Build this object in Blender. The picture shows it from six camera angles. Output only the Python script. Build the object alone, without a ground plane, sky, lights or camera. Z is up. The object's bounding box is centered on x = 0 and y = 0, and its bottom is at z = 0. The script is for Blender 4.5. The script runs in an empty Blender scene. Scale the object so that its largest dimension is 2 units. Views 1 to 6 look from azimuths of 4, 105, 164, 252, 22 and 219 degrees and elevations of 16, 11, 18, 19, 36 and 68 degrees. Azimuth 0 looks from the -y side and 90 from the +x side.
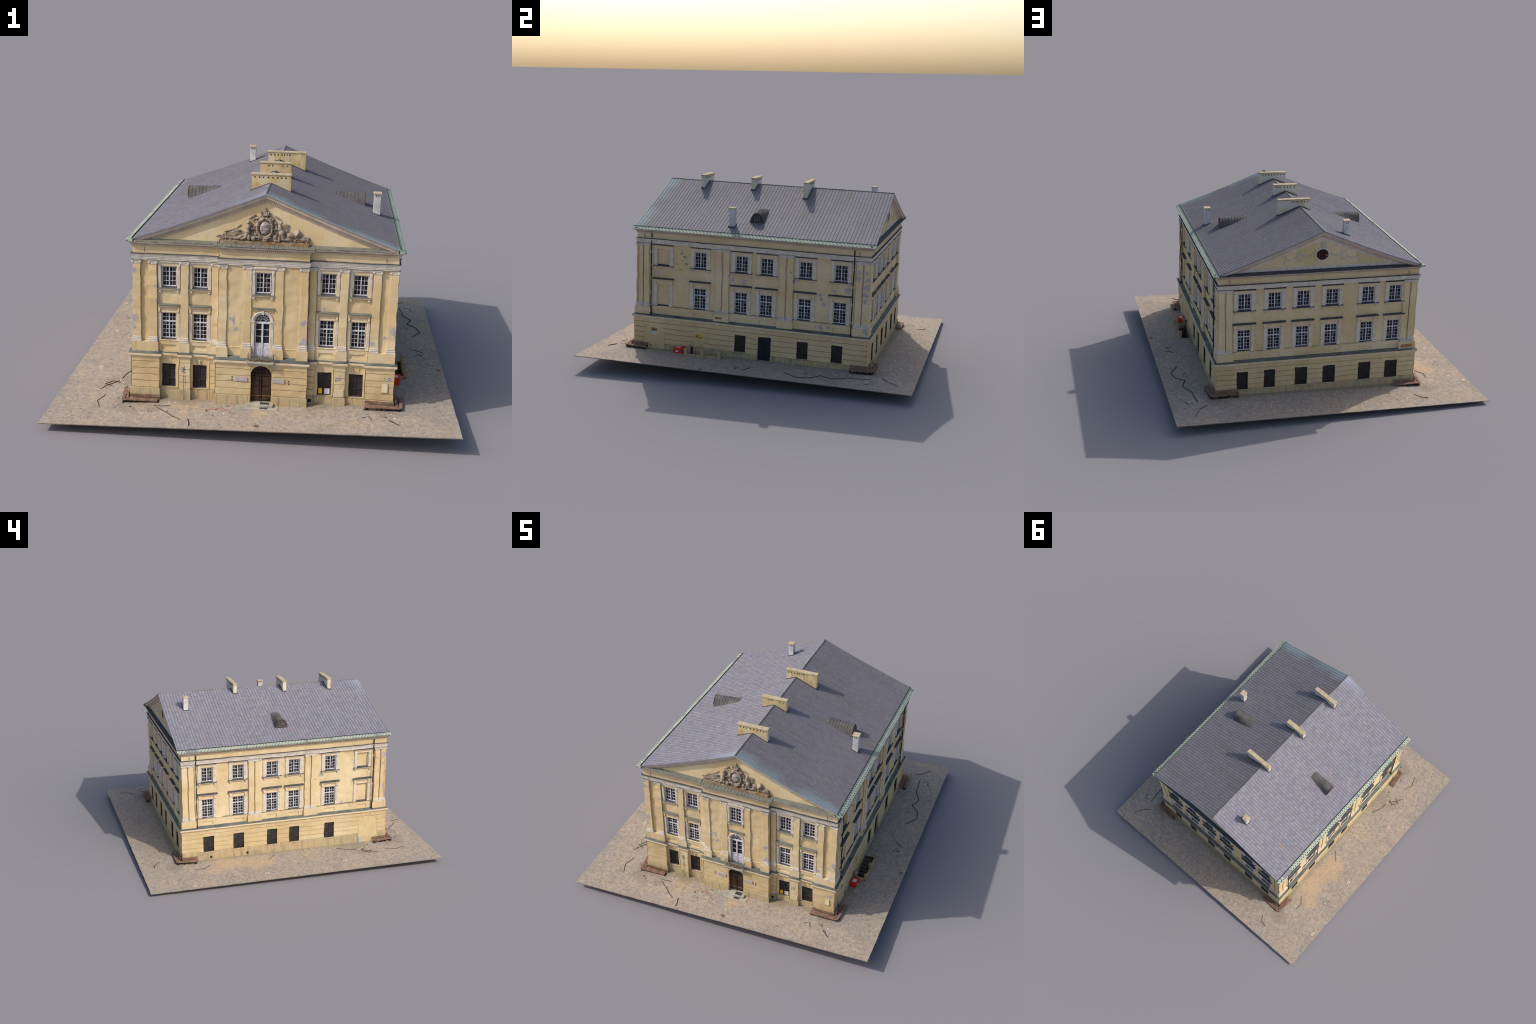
import bpy, bmesh, math, random
from mathutils import Vector, Matrix, noise
random.seed(11)

# ------------------------------------------------------------------ frame
# The house stands very slightly turned and tilted; everything on it is built
# in its own upright frame and carried into the world by HOUSE.
YAW, TX, TY = -0.0142, 0.005, -0.018
ex = Vector((math.cos(YAW), math.sin(YAW), TX)).normalized()
ey = Vector((-math.sin(YAW), math.cos(YAW), TY)); ey -= ex * ey.dot(ex); ey.normalize()
ez = ex.cross(ey)
W0 = 0.2828
C0 = Vector((0.0468, -0.0053, W0))
ROT = Matrix((ex, ey, ez)).transposed()
HOUSE = Matrix.Translation(C0) @ ROT.to_4x4() @ Matrix.Translation((0, 0, -W0))
IDENT = Matrix.Identity(4)


def ground_z(x, y):
    s, t = (x + 0.925) / 1.85, (y + 0.99) / 1.98
    z = (0.040 * (1 - s) + 0.091 * s) * (1 - t) + (0.020 * (1 - s) + 0.058 * s) * t
    edge = 1 - max(abs(x) / 0.93, abs(y) / 0.995)
    k = min(1, max(0, edge / 0.26)); k = k * k * (3 - 2 * k)
    z += 0.017 * k * min(1, max(0.25, (x + 0.78) / 0.35))
    return z


def ground_local(x, y):
    """height of the paving, in the house frame, under house-frame (x, y)"""
    p = HOUSE @ Vector((x, y, 0.07))
    z = ground_z(p.x, p.y)
    return 0.07 + (z - p.z)


def wobble(p, amp=1.0):
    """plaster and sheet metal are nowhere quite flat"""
    lump = noise.noise_vector(p * 62.0 + Vector((2, 7, 1))) * (0.0007 + 0.0007 * max(0.0, noise.noise(p * 4.0 + Vector((9, 3, 3)))))
    return (noise.noise_vector(p * 7.0) * 0.0016 + noise.noise_vector(p * 24.0 + Vector((5, 1, 9))) * 0.0015 + lump) * amp


# ------------------------------------------------------------------ facade frames
def FRONT(u, v, n): return Vector((u, -n, v))
def RIGHT(u, v, n): return Vector((n, u, v))
def BACK(u, v, n): return Vector((u, n, v))
def LEFT(u, v, n): return Vector((-n - 0.0025, u, v))
FLIP = {FRONT: False, RIGHT: False, BACK: True, LEFT: True}
TURN = {FRONT: 0.0, RIGHT: math.pi / 2, BACK: math.pi, LEFT: -math.pi / 2}


class Builder:
    def __init__(self):
        self.v, self.f, self.m = [], [], []

    def face(self, pts, mat=0, flip=False):
        i = len(self.v)
        self.v += [Vector(p) for p in pts]
        ids = list(range(i, i + len(pts)))
        self.f.append(ids[::-1] if flip else ids)
        self.m.append(mat)

    def grid(self, rows, mat=0, flip=False, close=False):
        """rows of points, quads between"""
        i, w = len(self.v), len(rows[0])
        for r in rows:
            self.v += [Vector(p) for p in r]
        for a in range(len(rows) - 1):
            for b in range(w if close else w - 1):
                c = (b + 1) % w
                q = [i + a * w + b, i + a * w + c, i + (a + 1) * w + c, i + (a + 1) * w + b]
                self.f.append(q[::-1] if flip else q)
                self.m.append(mat)

    def box(self, fr, u0, u1, v0, v1, n0, n1, mat=0, c=0.0009, top=None):
        """block standing on a facade, front arrises chamfered; top = material of its upper face"""
        fl = FLIP.get(fr, False)
        c = min(c, (u1 - u0) * 0.3, (v1 - v0) * 0.3, (n1 - n0) * 0.5)
        A = [fr(u, v, n0) for u, v in ((u0, v0), (u1, v0), (u1, v1), (u0, v1))]
        B = [fr(u, v, n1 - c) for u, v in ((u0, v0), (u1, v0), (u1, v1), (u0, v1))]
        D = [fr(u, v, n1) for u, v in ((u0 + c, v0 + c), (u1 - c, v0 + c), (u1 - c, v1 - c), (u0 + c, v1 - c))]
        i = len(self.v)
        self.v += A + B + D
        fs = [(3, 2, 1, 0)]
        ms = [mat]
        for k in range(4):
            j = (k + 1) % 4
            mm = top if (top is not None and k == 2) else mat
            fs += [(k, j, 4 + j, 4 + k), (4 + k, 4 + j, 8 + j, 8 + k)]
            ms += [mm, mm]
        fs.append((8, 9, 10, 11)); ms.append(mat)
        for f, m in zip(fs, ms):
            ids = [i + q for q in f]
            self.f.append(ids[::-1] if fl else ids)
            self.m.append(m)

    def panel(self, fr, u0, u1, prof, holes=(), mat=0, step=0.0085, reveal=None, joint=None):
        """wall sheet following a (v, n) profile, with rectangular openings
        (u0, u1, v0, v1, depth n) whose jambs are built"""
        fl = FLIP[fr]
        us = {u0, u1}
        vs = {p[0] for p in prof}
        lo, hi = min(vs), max(vs)
        for h in holes:
            us |= {h[0], h[1]}
            vs |= {x for x in (h[2], h[3]) if lo < x < hi}

        def fill(vals, st):
            vals = sorted(vals); out = []
            for a, b in zip(vals, vals[1:]):
                k = max(1, int(math.ceil((b - a) / st)))
                out += [a + (b - a) * j / k for j in range(k)]
            return out + [vals[-1]]
        us, vs = fill(us, step), fill(vs, step)
        ps = sorted(prof)

        def n_at(v):
            for (a, na), (b, nb) in zip(ps, ps[1:]):
                if a <= v <= b:
                    return na if b == a else na + (nb - na) * (v - a) / (b - a)
            return ps[-1][1]

        def in_hole(u, v):
            for h in holes:
                if h[0] < u < h[1] and h[2] < v < h[3]:
                    return h
            return None
        i0, w = len(self.v), len(us)
        ns = [n_at(v) for v in vs]
        for v, n in zip(vs, ns):
            self.v += [fr(u, v, n) for u in us]
        inside = {}
        for a in range(len(vs) - 1):
            for b in range(w - 1):
                inside[a, b] = in_hole((us[b] + us[b + 1]) / 2, (vs[a] + vs[a + 1]) / 2)
        for (a, b), h in inside.items():
            q = [i0 + a * w + b, i0 + a * w + b + 1, i0 + (a + 1) * w + b + 1, i0 + (a + 1) * w + b]
            if h is None:
                sunk = joint is not None and ns[a] < max(ns) - .0025 and ns[a + 1] < max(ns) - .0025
                self.f.append(q[::-1] if fl else q); self.m.append(joint if sunk else mat)
                continue
            for da, db, e in ((-1, 0, ((a, b), (a, b + 1))), (1, 0, ((a + 1, b + 1), (a + 1, b))), (0, -1, ((a + 1, b), (a, b))), (0, 1, ((a, b + 1), (a + 1, b + 1)))):
                o = inside.get((a + da, b + db), 0)
                if o is None or o == 0:
                    (a1, b1), (a2, b2) = e
                    if o == 0 and not (0 <= a + da < len(vs) - 1):
                        continue
                    self.face([fr(us[b1], vs[a1], ns[a1]), fr(us[b2], vs[a2], ns[a2]), fr(us[b2], vs[a2], h[4]), fr(us[b1], vs[a1], h[4])],
                              mat if reveal is None else reveal, fl)

    def sweep(self, path, prof, mats=0, closed=True, step=0.03):
        """moulding: profile of (outward offset, height) run along a plan line, mitred"""
        n = len(path)
        pts = []
        segs = [(path[i], path[(i + 1) % n]) for i in range(n if closed else n - 1)]
        nor = []
        for a, b in segs:
            d = Vector((b[0] - a[0], b[1] - a[1])).normalized()
            nor.append(Vector((d.y, -d.x)))
        for i, (a, b) in enumerate(segs):
            if closed or i > 0:
                m = nor[i - 1] + nor[i]; m = m / (1 + nor[i - 1].dot(nor[i]))
            else:
                m = nor[i]
            L = math.hypot(b[0] - a[0], b[1] - a[1])
            k = max(1, int(L / step))
            for j in range(k):
                t = j / k
                pts.append((a[0] + (b[0] - a[0]) * t, a[1] + (b[1] - a[1]) * t, m if j == 0 else nor[i]))
        if not closed:
            pts.append((path[-1][0], path[-1][1], nor[-1]))
        i0, w = len(self.v), len(prof)
        for x, y, m in pts:
            for o, z in prof:
                self.v.append(Vector((x + m.x * o, y + m.y * o, z)))
        k = len(pts)
        for i in range(k if closed else k - 1):
            j = (i + 1) % k
            for q in range(w - 1):
                self.f.append([i0 + i * w + q, i0 + j * w + q, i0 + j * w + q + 1, i0 + i * w + q + 1])
                self.m.append(mats[q] if isinstance(mats, (list, tuple)) else mats)

    def blob(self, fr, u, v, n, ru, rv, rn, ang=0.0, mat=0, seg=16, ring=12):
        ca, sa = math.cos(ang), math.sin(ang)
        rows = []
        for a in range(ring + 1):
            th = math.pi * a / ring
            row = []
            for b in range(seg):
                ph = 2 * math.pi * b / seg
                x, y, z = ru * math.sin(th) * math.cos(ph), rv * math.cos(th), rn * math.sin(th) * math.sin(ph)
                row.append(fr(u + x * ca - y * sa, v + x * sa + y * ca, n + z))
            rows.append(row)
        self.grid(rows, mat, close=True)

    def tube(self, pts, r, mat=0, sides=6):
        pts = [Vector(p) for p in pts]
        rows = []
        for i, p in enumerate(pts):
            d = (pts[min(i + 1, len(pts) - 1)] - pts[max(i - 1, 0)]).normalized()
            a = d.cross(Vector((0, 0, 1)))
            if a.length < 1e-3:
                a = Vector((1, 0, 0))
            a.normalize(); b = d.cross(a)
            rows.append([p + (a * math.cos(t) + b * math.sin(t)) * r for t in (2 * math.pi * k / sides for k in range(sides))])
        self.grid(rows, mat, close=True)
        for e in (rows[0], rows[-1][::-1]):
            self.face(e, mat)

    def slab(self, a, b, z0, z1, half, mat=0):
        """plank from plan point a to plan point b"""
        a, b = Vector(a), Vector(b)
        d = (b - a).normalized(); s = Vector((d.y, -d.x)) * half
        q = [a - s, a + s, b + s, b - s]
        lo = [Vector((p.x, p.y, z0)) for p in q]; hi = [Vector((p.x, p.y, z1)) for p in q]
        self.face(lo[::-1], mat); self.face(hi, mat)
        for k in range(4):
            j = (k + 1) % 4
            self.face([lo[k], lo[j], hi[j], hi[k]], mat)

    def mesh(self, name, mats, wob=0.0, angle=35, merge=True, normals=False):
        me = bpy.data.meshes.new(name)
        vs = [p + wobble(p, wob) for p in self.v] if wob else self.v
        me.from_pydata([tuple(p) for p in vs], [], self.f)
        for m in mats:
            me.materials.append(m)
        me.polygons.foreach_set("material_index", self.m)
        bm = bmesh.new(); bm.from_mesh(me)
        if merge:
            bmesh.ops.remove_doubles(bm, verts=bm.verts, dist=0.00005)
        if normals:
            bmesh.ops.recalc_face_normals(bm, faces=bm.faces)
        bm.to_mesh(me); bm.free()
        me.polygons.foreach_set("use_smooth", [True] * len(me.polygons))
        me.set_sharp_from_angle(angle=math.radians(angle))
        me.update()
        return me

    def obj(self, name, mats, parent, wob=0.0, angle=35, matrix=HOUSE, merge=True, normals=False, stuff=False):
        return put(name, self.mesh(name, mats, wob, angle, merge, normals), parent, matrix, stuff)


def put(name, me, parent, matrix=HOUSE, stuff=False):
    o = bpy.data.objects.new(name, me)
    bpy.context.scene.collection.objects.link(o)
    o.parent = parent
    o.matrix_basis = matrix
    if stuff:
        o["kind"] = "stuff"
    return o


# ------------------------------------------------------------------ materials
def lin(r, g, b):
    def f(c):
        c /= 255.0
        return c / 12.92 if c <= 0.04045 else ((c + 0.055) / 1.055) ** 2.4
    return (f(r), f(g), f(b), 1.0)


class Nodes:
    def __init__(self, name, rough=0.92, spec=0.15):
        self.mat = bpy.data.materials.new(name)
        self.mat.use_nodes = True
        self.t = self.mat.node_tree
        self.bsdf = self.t.nodes["Principled BSDF"]
        self.bsdf.inputs["Roughness"].default_value = rough
        self.bsdf.inputs["Specular IOR Level"].default_value = spec
        self.P = self.new("ShaderNodeTexCoord").outputs["Object"]

    def new(self, kind, **kw):
        n = self.t.nodes.new(kind)
        for k, v in kw.items():
            setattr(n, k, v)
        return n

    def link(self, a, b):
        if hasattr(a, "is_output") or hasattr(a, "links"):
            self.t.links.new(a, b)
        else:
            b.default_value = a

    def math(self, op, a, b=0.0, c=0.0, clamp=False):
        n = self.new("ShaderNodeMath", operation=op, use_clamp=clamp)
        for i, x in enumerate((a, b, c)):
            if i < len(n.inputs):
                self.link(x, n.inputs[i])
        return n.outputs[0]

    def vmath(self, op, a, b=None):
        n = self.new("ShaderNodeVectorMath", operation=op)
        self.link(a, n.inputs[0])
        if b is not None:
            self.link(b, n.inputs[1])
        return n.outputs["Value"] if op in ("DISTANCE", "LENGTH", "DOT_PRODUCT") else n.outputs[0]

    def scaled(self, s, vec=None):
        n = self.new("ShaderNodeMapping")
        self.link(vec or self.P, n.inputs[0])
        n.inputs["Scale"].default_value = s
        return n.outputs[0]

    def noise(self, scale, detail=4.0, rough=0.55, vec=None, dist=0.0, color=False):
        n = self.new("ShaderNodeTexNoise")
        self.link(vec or self.P, n.inputs["Vector"])
        n.inputs["Scale"].default_value = scale
        n.inputs["Detail"].default_value = detail
        n.inputs["Roughness"].default_value = rough
        n.inputs["Distortion"].default_value = dist
        return n.outputs["Color" if color else "Fac"]

    def ramp(self, fac, stops, mode="LINEAR"):
        n = self.new("ShaderNodeValToRGB")
        n.color_ramp.interpolation = mode
        e = n.color_ramp.elements
        while len(e) < len(stops):
            e.new(0.5)
        for x, (p, c) in zip(e, stops):
            x.position = p
            x.color = c if len(c) == 4 else (*c, 1)
        self.link(fac, n.inputs[0])
        return n.outputs[0]

    def step(self, x, a, b):
        n = self.new("ShaderNodeMapRange", interpolation_type="SMOOTHSTEP")
        self.link(x, n.inputs[0])
        n.inputs[1].default_value, n.inputs[2].default_value = a, b
        return n.outputs[0]

    def mix(self, fac, a, b, mode="MIX"):
        n = self.new("ShaderNodeMix", data_type="RGBA", blend_type=mode)
        self.link(fac, n.inputs[0]); self.link(a, n.inputs[6]); self.link(b, n.inputs[7])
        return n.outputs[2]

    def sep(self, vec=None):
        n = self.new("ShaderNodeSeparateXYZ")
        self.link(vec or self.P, n.inputs[0])
        return n.outputs

    def comb(self, x, y, z):
        n = self.new("ShaderNodeCombineXYZ")
        for i, q in enumerate((x, y, z)):
            self.link(q, n.inputs[i])
        return n.outputs[0]

    def white(self, vec):
        n = self.new("ShaderNodeTexWhiteNoise")
        self.link(vec, n.inputs[0])
        return n.outputs["Value"]

    def spots(self, items, wob=0.028, scale=26, soft=0.0025):
        """union of ragged round patches (x, y, z, radius)"""
        d = self.vmath("SUBTRACT", self.noise(scale, 4, 0.6, color=True), (0.5, 0.5, 0.5))
        d = self.vmath("MULTIPLY", d, (wob * 2, wob * 2, wob * 2))
        q = self.vmath("ADD", self.P, d)
        out = None
        for x, y, z, r in items:
            m = self.step(self.vmath("DISTANCE", q, (x, y, z)), r + soft, r - soft)
            out = m if out is None else self.math("MAXIMUM", out, m)
        return out

    def bump(self, h, strength, dist=0.002):
        n = self.new("ShaderNodeBump")
        n.inputs["Strength"].default_value = strength
        n.inputs["Distance"].default_value = dist
        self.link(h, n.inputs["Height"])
        self.link(n.outputs[0], self.bsdf.inputs["Normal"])

    def done(self, col):
        self.link(col, self.bsdf.inputs["Base Color"])
        return self.mat


def simple(name, a, b, scale=30, rough=0.9, spec=0.15, fine=0.0, c=None, bump=0.0):
    k = Nodes(name, rough, spec)
    f = k.noise(scale, 5, 0.6)
    st = [(0.30, a), (0.70, b)] if c is None else [(0.28, a), (0.52, b), (0.74, c)]
    col = k.ramp(f, st)
    if fine:
        g = k.ramp(k.noise(scale * 9, 3), [(0.3, (1 - fine,) * 3), (0.7, (1 + fine * 0.3,) * 3)])
        col = k.mix(1.0, col, g, "MULTIPLY")
    if bump:
        k.bump(k.noise(scale * 3, 4), bump)
    return k.done(col)


PATCH = lin(176, 166, 166)
WORN = [(-.597, -.708, .445, .022), (-.597, -.708, .405, .017), (-.60, -.708, .66, .010), (-.59, -.708, .60, .008), (-.485, -.708, .60, .012), (-.486, -.706, .53, .008),
        (-.135, -.727, .468, .012), (-.128, -.727, .45, .010), (-.118, -.727, .418, .009), (-.093, -.727, .45, .007), (.182, -.731, .47, .014), (.190, -.731, .372, .017), (.170, -.731, .364, .013),
        (.502, -.708, .378, .016), (.585, -.708, .445, .018), (.59, -.708, .42, .013), (.545, -.700, .405, .010), (.27, -.70, .522, .011),
        (.592, .645, .655, .012), (.592, .638, .625, .016), (.592, .690, .66, .012), (.592, .692, .62, .016), (.592, .690, .575, .017), (.592, .688, .53, .016), (.592, .692, .495, .011), (.600, .695, .318, .016),
        (.583, .425, .508, .012), (.583, .432, .482, .009), (.583, .448, .455, .010), (.583, .470, .500, .008), (.583, .500, .540, .012), (.583, .425, .540, .006), (.583, .585, .545, .014), (.583, .265, .575, .012), (.592, .245, .625, .010),
        (.589, .40, .318, .010), (.589, .44, .318, .018), (.589, .475, .318, .012), (.583, -.105, .545, .012), (.583, -.03, .535, .013), (.592, -.122, .57, .011), (.583, -.575, .545, .010), (.583, -.40, .525, .007),
        (-.592, -.695, .665, .020), (-.592, -.690, .61, .013), (-.592, -.640, .64, .010), (-.583, -.245, .56, .014), (-.592, -.20, .54, .009), (-.583, -.40, .352, .013), (-.592, -.15, .52, .008), (-.583, -.27, .53, .008), (-.594, -.70, .53, .009)]


def wall_material(name, pale, mid, deep, worn=True):
    k = Nodes(name)
    col = k.ramp(k.noise(4.5, 5, 0.6), [(0.30, pale), (0.50, mid), (0.72, deep)])
    col = k.mix(k.math("MULTIPLY", k.step(k.noise(15, 5, 0.65), 0.48, 0.75), 0.45), col, pale)
    # rain streaks
    st = k.step(k.noise(1.0, 4, 0.6, vec=k.scaled((60, 60, 5))), 0.56, 0.80)
    col = k.mix(k.math("MULTIPLY", st, 0.34), col, lin(168, 132, 84))
    gr = k.step(k.noise(1.0, 5, 0.65, vec=k.scaled((22, 22, 9))), 0.60, 0.78)
    col = k.mix(k.math("MULTIPLY", gr, 0.34), col, lin(146, 142, 112))
    rs = k.math("MULTIPLY", k.step(k.noise(1.0, 5, 0.6, vec=k.scaled((95, 95, 14))), 0.63, 0.74), k.step(k.noise(3.1, 3), 0.45, 0.62))
    col = k.mix(k.math("MULTIPLY", rs, 0.45), col, lin(196, 148, 92))
    if worn:
        sc = k.math("MULTIPLY", k.step(k.noise(17, 5, 0.6, dist=0.4), 0.66, 0.69), k.step(k.noise(2.3, 2), 0.52, 0.60))
        m = k.math("MAXIMUM", k.spots(WORN), k.math("MULTIPLY", sc, 0.9))
        col = k.mix(m, col, k.ramp(k.noise(40, 3), [(0.3, lin(164, 154, 154)), (0.7, lin(188, 178, 178))]))
        # ivy traces on the right flank
        iv = k.spots([(.583, -.425, .675, .012), (.583, -.405, .655, .010), (.583, -.42, .635, .009), (.583, -.45, .61, .007), (.583, -.40, .61, .008), (.583, -.44, .58, .006), (.583, -.425, .57, .006)], 0.03, 40)
        col = k.mix(k.math("MULTIPLY", iv, 0.85), col, k.ramp(k.noise(60, 3), [(0.4, lin(105, 100, 78)), (0.6, lin(150, 145, 120))]))
    k.bump(k.noise(70, 4), 0.12)
    return k.done(col)


wall = wall_material("yellow_plaster", lin(226, 207, 169), lin(215, 191, 148), lin(205, 177, 128))
wall_low = wall_material("ochre_plaster", lin(217, 198, 158), lin(207, 183, 140), lin(197, 168, 121), worn=False)
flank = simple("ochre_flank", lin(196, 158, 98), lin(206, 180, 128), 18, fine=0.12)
k = Nodes("plinth_stone")
c_ = k.ramp(k.noise(9, 5, 0.6), [(0.30, lin(158, 144, 114)), (0.5, lin(178, 160, 124)), (0.78, lin(186, 148, 108))])
jf = k.math("FRACT", k.math("MULTIPLY", k.math("ADD", k.sep()[0], k.sep()[1]), 21.0))
c_ = k.mix(k.math("LESS_THAN", jf, 0.035), c_, lin(125, 108, 80))
c_ = k.mix(k.math("MULTIPLY", k.step(k.noise(1, 4, vec=k.scaled((50, 50, 12))), 0.50, 0.70), 0.6), c_, lin(122, 116, 94))
plinth = k.done(c_)
stone = simple("pale_stucco", lin(192, 181, 166), lin(228, 217, 202), 34, fine=0.12)
trim = simple("cream_stucco", lin(206, 184, 150), lin(228, 206, 170), 26, fine=0.08)
cornice_m = simple("cornice_stucco", lin(178, 160, 145), lin(208, 192, 176), 22, fine=0.12)
slate = simple("dark_flashing", lin(62, 65, 70), lin(84, 87, 90), 40, rough=0.8)
ledge_metal = simple("ledge_flashing", lin(76, 81, 82), lin(116, 120, 112), 14, rough=0.8, fine=0.1)
lichen = simple("lichen_flashing", lin(92, 98, 96), lin(126, 126, 112), 22, rough=0.85, fine=0.2, c=lin(92, 98, 108))
white_paint = simple("white_paint", lin(184, 180, 186), lin(224, 220, 224), 60)
pane_m = Nodes("window_glass", 0.7, 0.1)
isl = pane_m.new("ShaderNodeNewGeometry").outputs["Random Per Island"]
pane_m = pane_m.done(pane_m.ramp(isl, [(0.0, lin(28, 28, 30)), (0.6, lin(42, 42, 44)), (0.85, lin(62, 62, 62)), (1.0, lin(96, 96, 90))]))
dark_frame = simple("dark_paint", lin(52, 54, 60), lin(72, 74, 80), 60)
dark_pane = Nodes("dark_glass", 0.75, 0.1)
isl = dark_pane.new("ShaderNodeNewGeometry").outputs["Random Per Island"]
dark_pane = dark_pane.done(dark_pane.mix(dark_pane.math("MULTIPLY", dark_pane.noise(40, 4), 0.6), dark_pane.ramp(isl, [(0, lin(46, 42, 40)), (1, lin(74, 66, 60))]), lin(40, 40, 42)))
iron = simple("black_iron", lin(38, 38, 38), lin(62, 60, 56), 40)
oak = simple("dark_oak", lin(54, 42, 36), lin(84, 64, 54), 20, fine=0.2)
blue_door = simple("black_door_paint", lin(34, 37, 44), lin(50, 54, 62), 30)
marble = simple("lilac_marble", lin(176, 162, 156), lin(192, 180, 176), 40)
step_stone = simple("step_stone", lin(150, 146, 136), lin(196, 188, 166), 18, fine=0.15)
door_mat_m = simple("rubber", lin(58, 60, 62), lin(78, 80, 80), 60)
bench_wood = simple("weathered_wood", lin(104, 82, 70), lin(160, 126, 106), 45, fine=0.2)
charred = simple("soil_black", lin(34, 32, 30), lin(70, 64, 58), 50)
red_m = simple("red_plastic", lin(206, 52, 30), lin(226, 66, 40), 30, rough=0.6)
paper = simple("white_sheet", lin(214, 212, 214), lin(236, 234, 236), 50)
yellow_m = simple("yellow_sheet", lin(214, 172, 30), lin(232, 190, 48), 50)
blue_m = simple("blue_enamel", lin(40, 90, 160), lin(60, 110, 176), 50)
ink = simple("dark_ink", lin(46, 46, 52), lin(66, 66, 72), 50)
brown_m = simple("brown_board", lin(128, 92, 66), lin(156, 118, 88), 60)
brick_m = Nodes("bare_brick")
bt = brick_m.new("ShaderNodeTexBrick")
brick_m.link(brick_m.scaled((60, 60, 60), brick_m.comb(brick_m.sep()[0], brick_m.sep()[2], 0.0)), bt.inputs[0])
bt.inputs["Color1"].default_value, bt.inputs["Color2"].default_value, bt.inputs["Mortar"].default_value = lin(150, 92, 66), lin(176, 116, 84), lin(196, 170, 130)
brick_m = brick_m.done(bt.outputs[0])
k = Nodes("chimney_plaster")
c_ = k.ramp(k.noise(16, 5, 0.6), [(0.30, lin(196, 176, 136)), (0.5, lin(220, 208, 184)), (0.7, lin(214, 210, 206))])
c_ = k.mix(k.math("MULTIPLY", k.step(k.noise(1, 5, vec=k.scaled((70, 70, 12))), 0.55, 0.8), 0.5), c_, lin(140, 124, 96))
chim = k.done(c_)
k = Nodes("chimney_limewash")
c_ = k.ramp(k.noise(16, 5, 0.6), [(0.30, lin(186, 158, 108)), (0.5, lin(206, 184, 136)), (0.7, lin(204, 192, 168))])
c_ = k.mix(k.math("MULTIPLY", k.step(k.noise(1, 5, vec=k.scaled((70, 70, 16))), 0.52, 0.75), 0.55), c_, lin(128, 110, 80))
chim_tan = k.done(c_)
chim_cap = simple("chimney_cap", lin(176, 160, 130), lin(214, 196, 160), 40, fine=0.25)
relief_m = simple("carved_stone", lin(116, 100, 82), lin(166, 150, 132), 38, fine=0.30, c=lin(192, 178, 162))
k = Nodes("mossy_stone")
c_ = k.ramp(k.noise(30, 5), [(0.3, lin(116, 100, 78)), (0.7, lin(170, 150, 122))])
mm_ = k.math("MULTIPLY", k.step(k.noise(1, 4, vec=k.scaled((40, 40, 14))), 0.40, 0.72), k.step(k.sep()[0], -0.10, 0.06))
c_ = k.mix(mm_, c_, k.ramp(k.noise(70, 3), [(0.35, lin(112, 86, 42)), (0.65, lin(168, 118, 50))]))
moss_stone = k.done(c_)

# roof sheets -----------------------------------------------------------------
SEAM = 0.0205
k = Nodes("roof_sheet_metal", 0.75, 0.2)
X, Y, Z = k.sep()
ax = k.math("ABSOLUTE", X)
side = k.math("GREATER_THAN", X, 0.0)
cy_ = k.math("FLOOR", k.math("DIVIDE", Y, SEAM))
off = k.white(k.comb(cy_, side, 3.0))
row = k.math("FLOOR", k.math("ADD", k.math("DIVIDE", ax, 0.0175), k.math("MULTIPLY", off, 3.0)))
rnd = k.white(k.comb(cy_, row, side))
c_ = k.ramp(rnd, [(0.0, lin(123, 121, 130)), (0.25, lin(129, 127, 137)), (0.55, lin(134, 132, 142)), (0.80, lin(140, 138, 146)), (0.93, lin(127, 128, 144)), (1.0, lin(148, 146, 146))])
rust = k.math("MULTIPLY", k.math("GREATER_THAN", k.white(k.comb(row, cy_, k.math("ADD", side, 7.0))), 0.955), k.step(k.noise(7, 2), 0.50, 0.56))
c_ = k.mix(k.math("MULTIPLY", rust, 0.40), c_, lin(164, 124, 104))
# whole runs that have gone brown
colr = k.white(k.comb(cy_, side, 11.0))
brown = k.math("MULTIPLY", k.math("GREATER_THAN", colr, 0.74), k.math("MULTIPLY", side, k.step(k.noise(3.2, 3), 0.42, 0.55)))
c_ = k.mix(k.math("MULTIPLY", brown, 0.40), c_, lin(118, 104, 98))
c_ = k.mix(k.math("MULTIPLY", side, 0.45), c_, lin(110, 103, 103))  # right slope tinted darker and browner for its weaker sun
c_ = k.mix(k.math("MULTIPLY", k.noise(5, 5, 0.6), 0.22), c_, lin(150, 146, 150))
# patina by the front gable
pat = k.math("MULTIPLY", k.step(k.math("ADD", Y, k.math("MULTIPLY", k.noise(6, 4), 0.22)), -0.53, -0.62), side)
c_ = k.mix(k.math("MULTIPLY", pat, k.math("ADD", 0.35, k.math("MULTIPLY", k.noise(30, 4), 0.5))), c_, lin(150, 170, 174))
pat2 = k.math("MULTIPLY", k.math("MULTIPLY", k.step(k.math("ADD", Y, k.math("MULTIPLY", k.noise(6, 4), 0.2)), -0.52, -0.62), k.step(ax, 0.22, 0.02)), k.math("SUBTRACT", 1.0, side))
c_ = k.mix(k.math("MULTIPLY", pat2, 0.6), c_, lin(160, 168, 186))
sm = k.math("FRACT", k.math("DIVIDE", Y, SEAM))
line = k.math("MAXIMUM", k.math("LESS_THAN", sm, 0.09), k.math("GREATER_THAN", sm, 0.95))
c_ = k.mix(k.math("MULTIPLY", line, 0.55), c_, lin(76, 76, 84))  # seam shadows painted as dark lines beside the raised ribs
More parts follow.
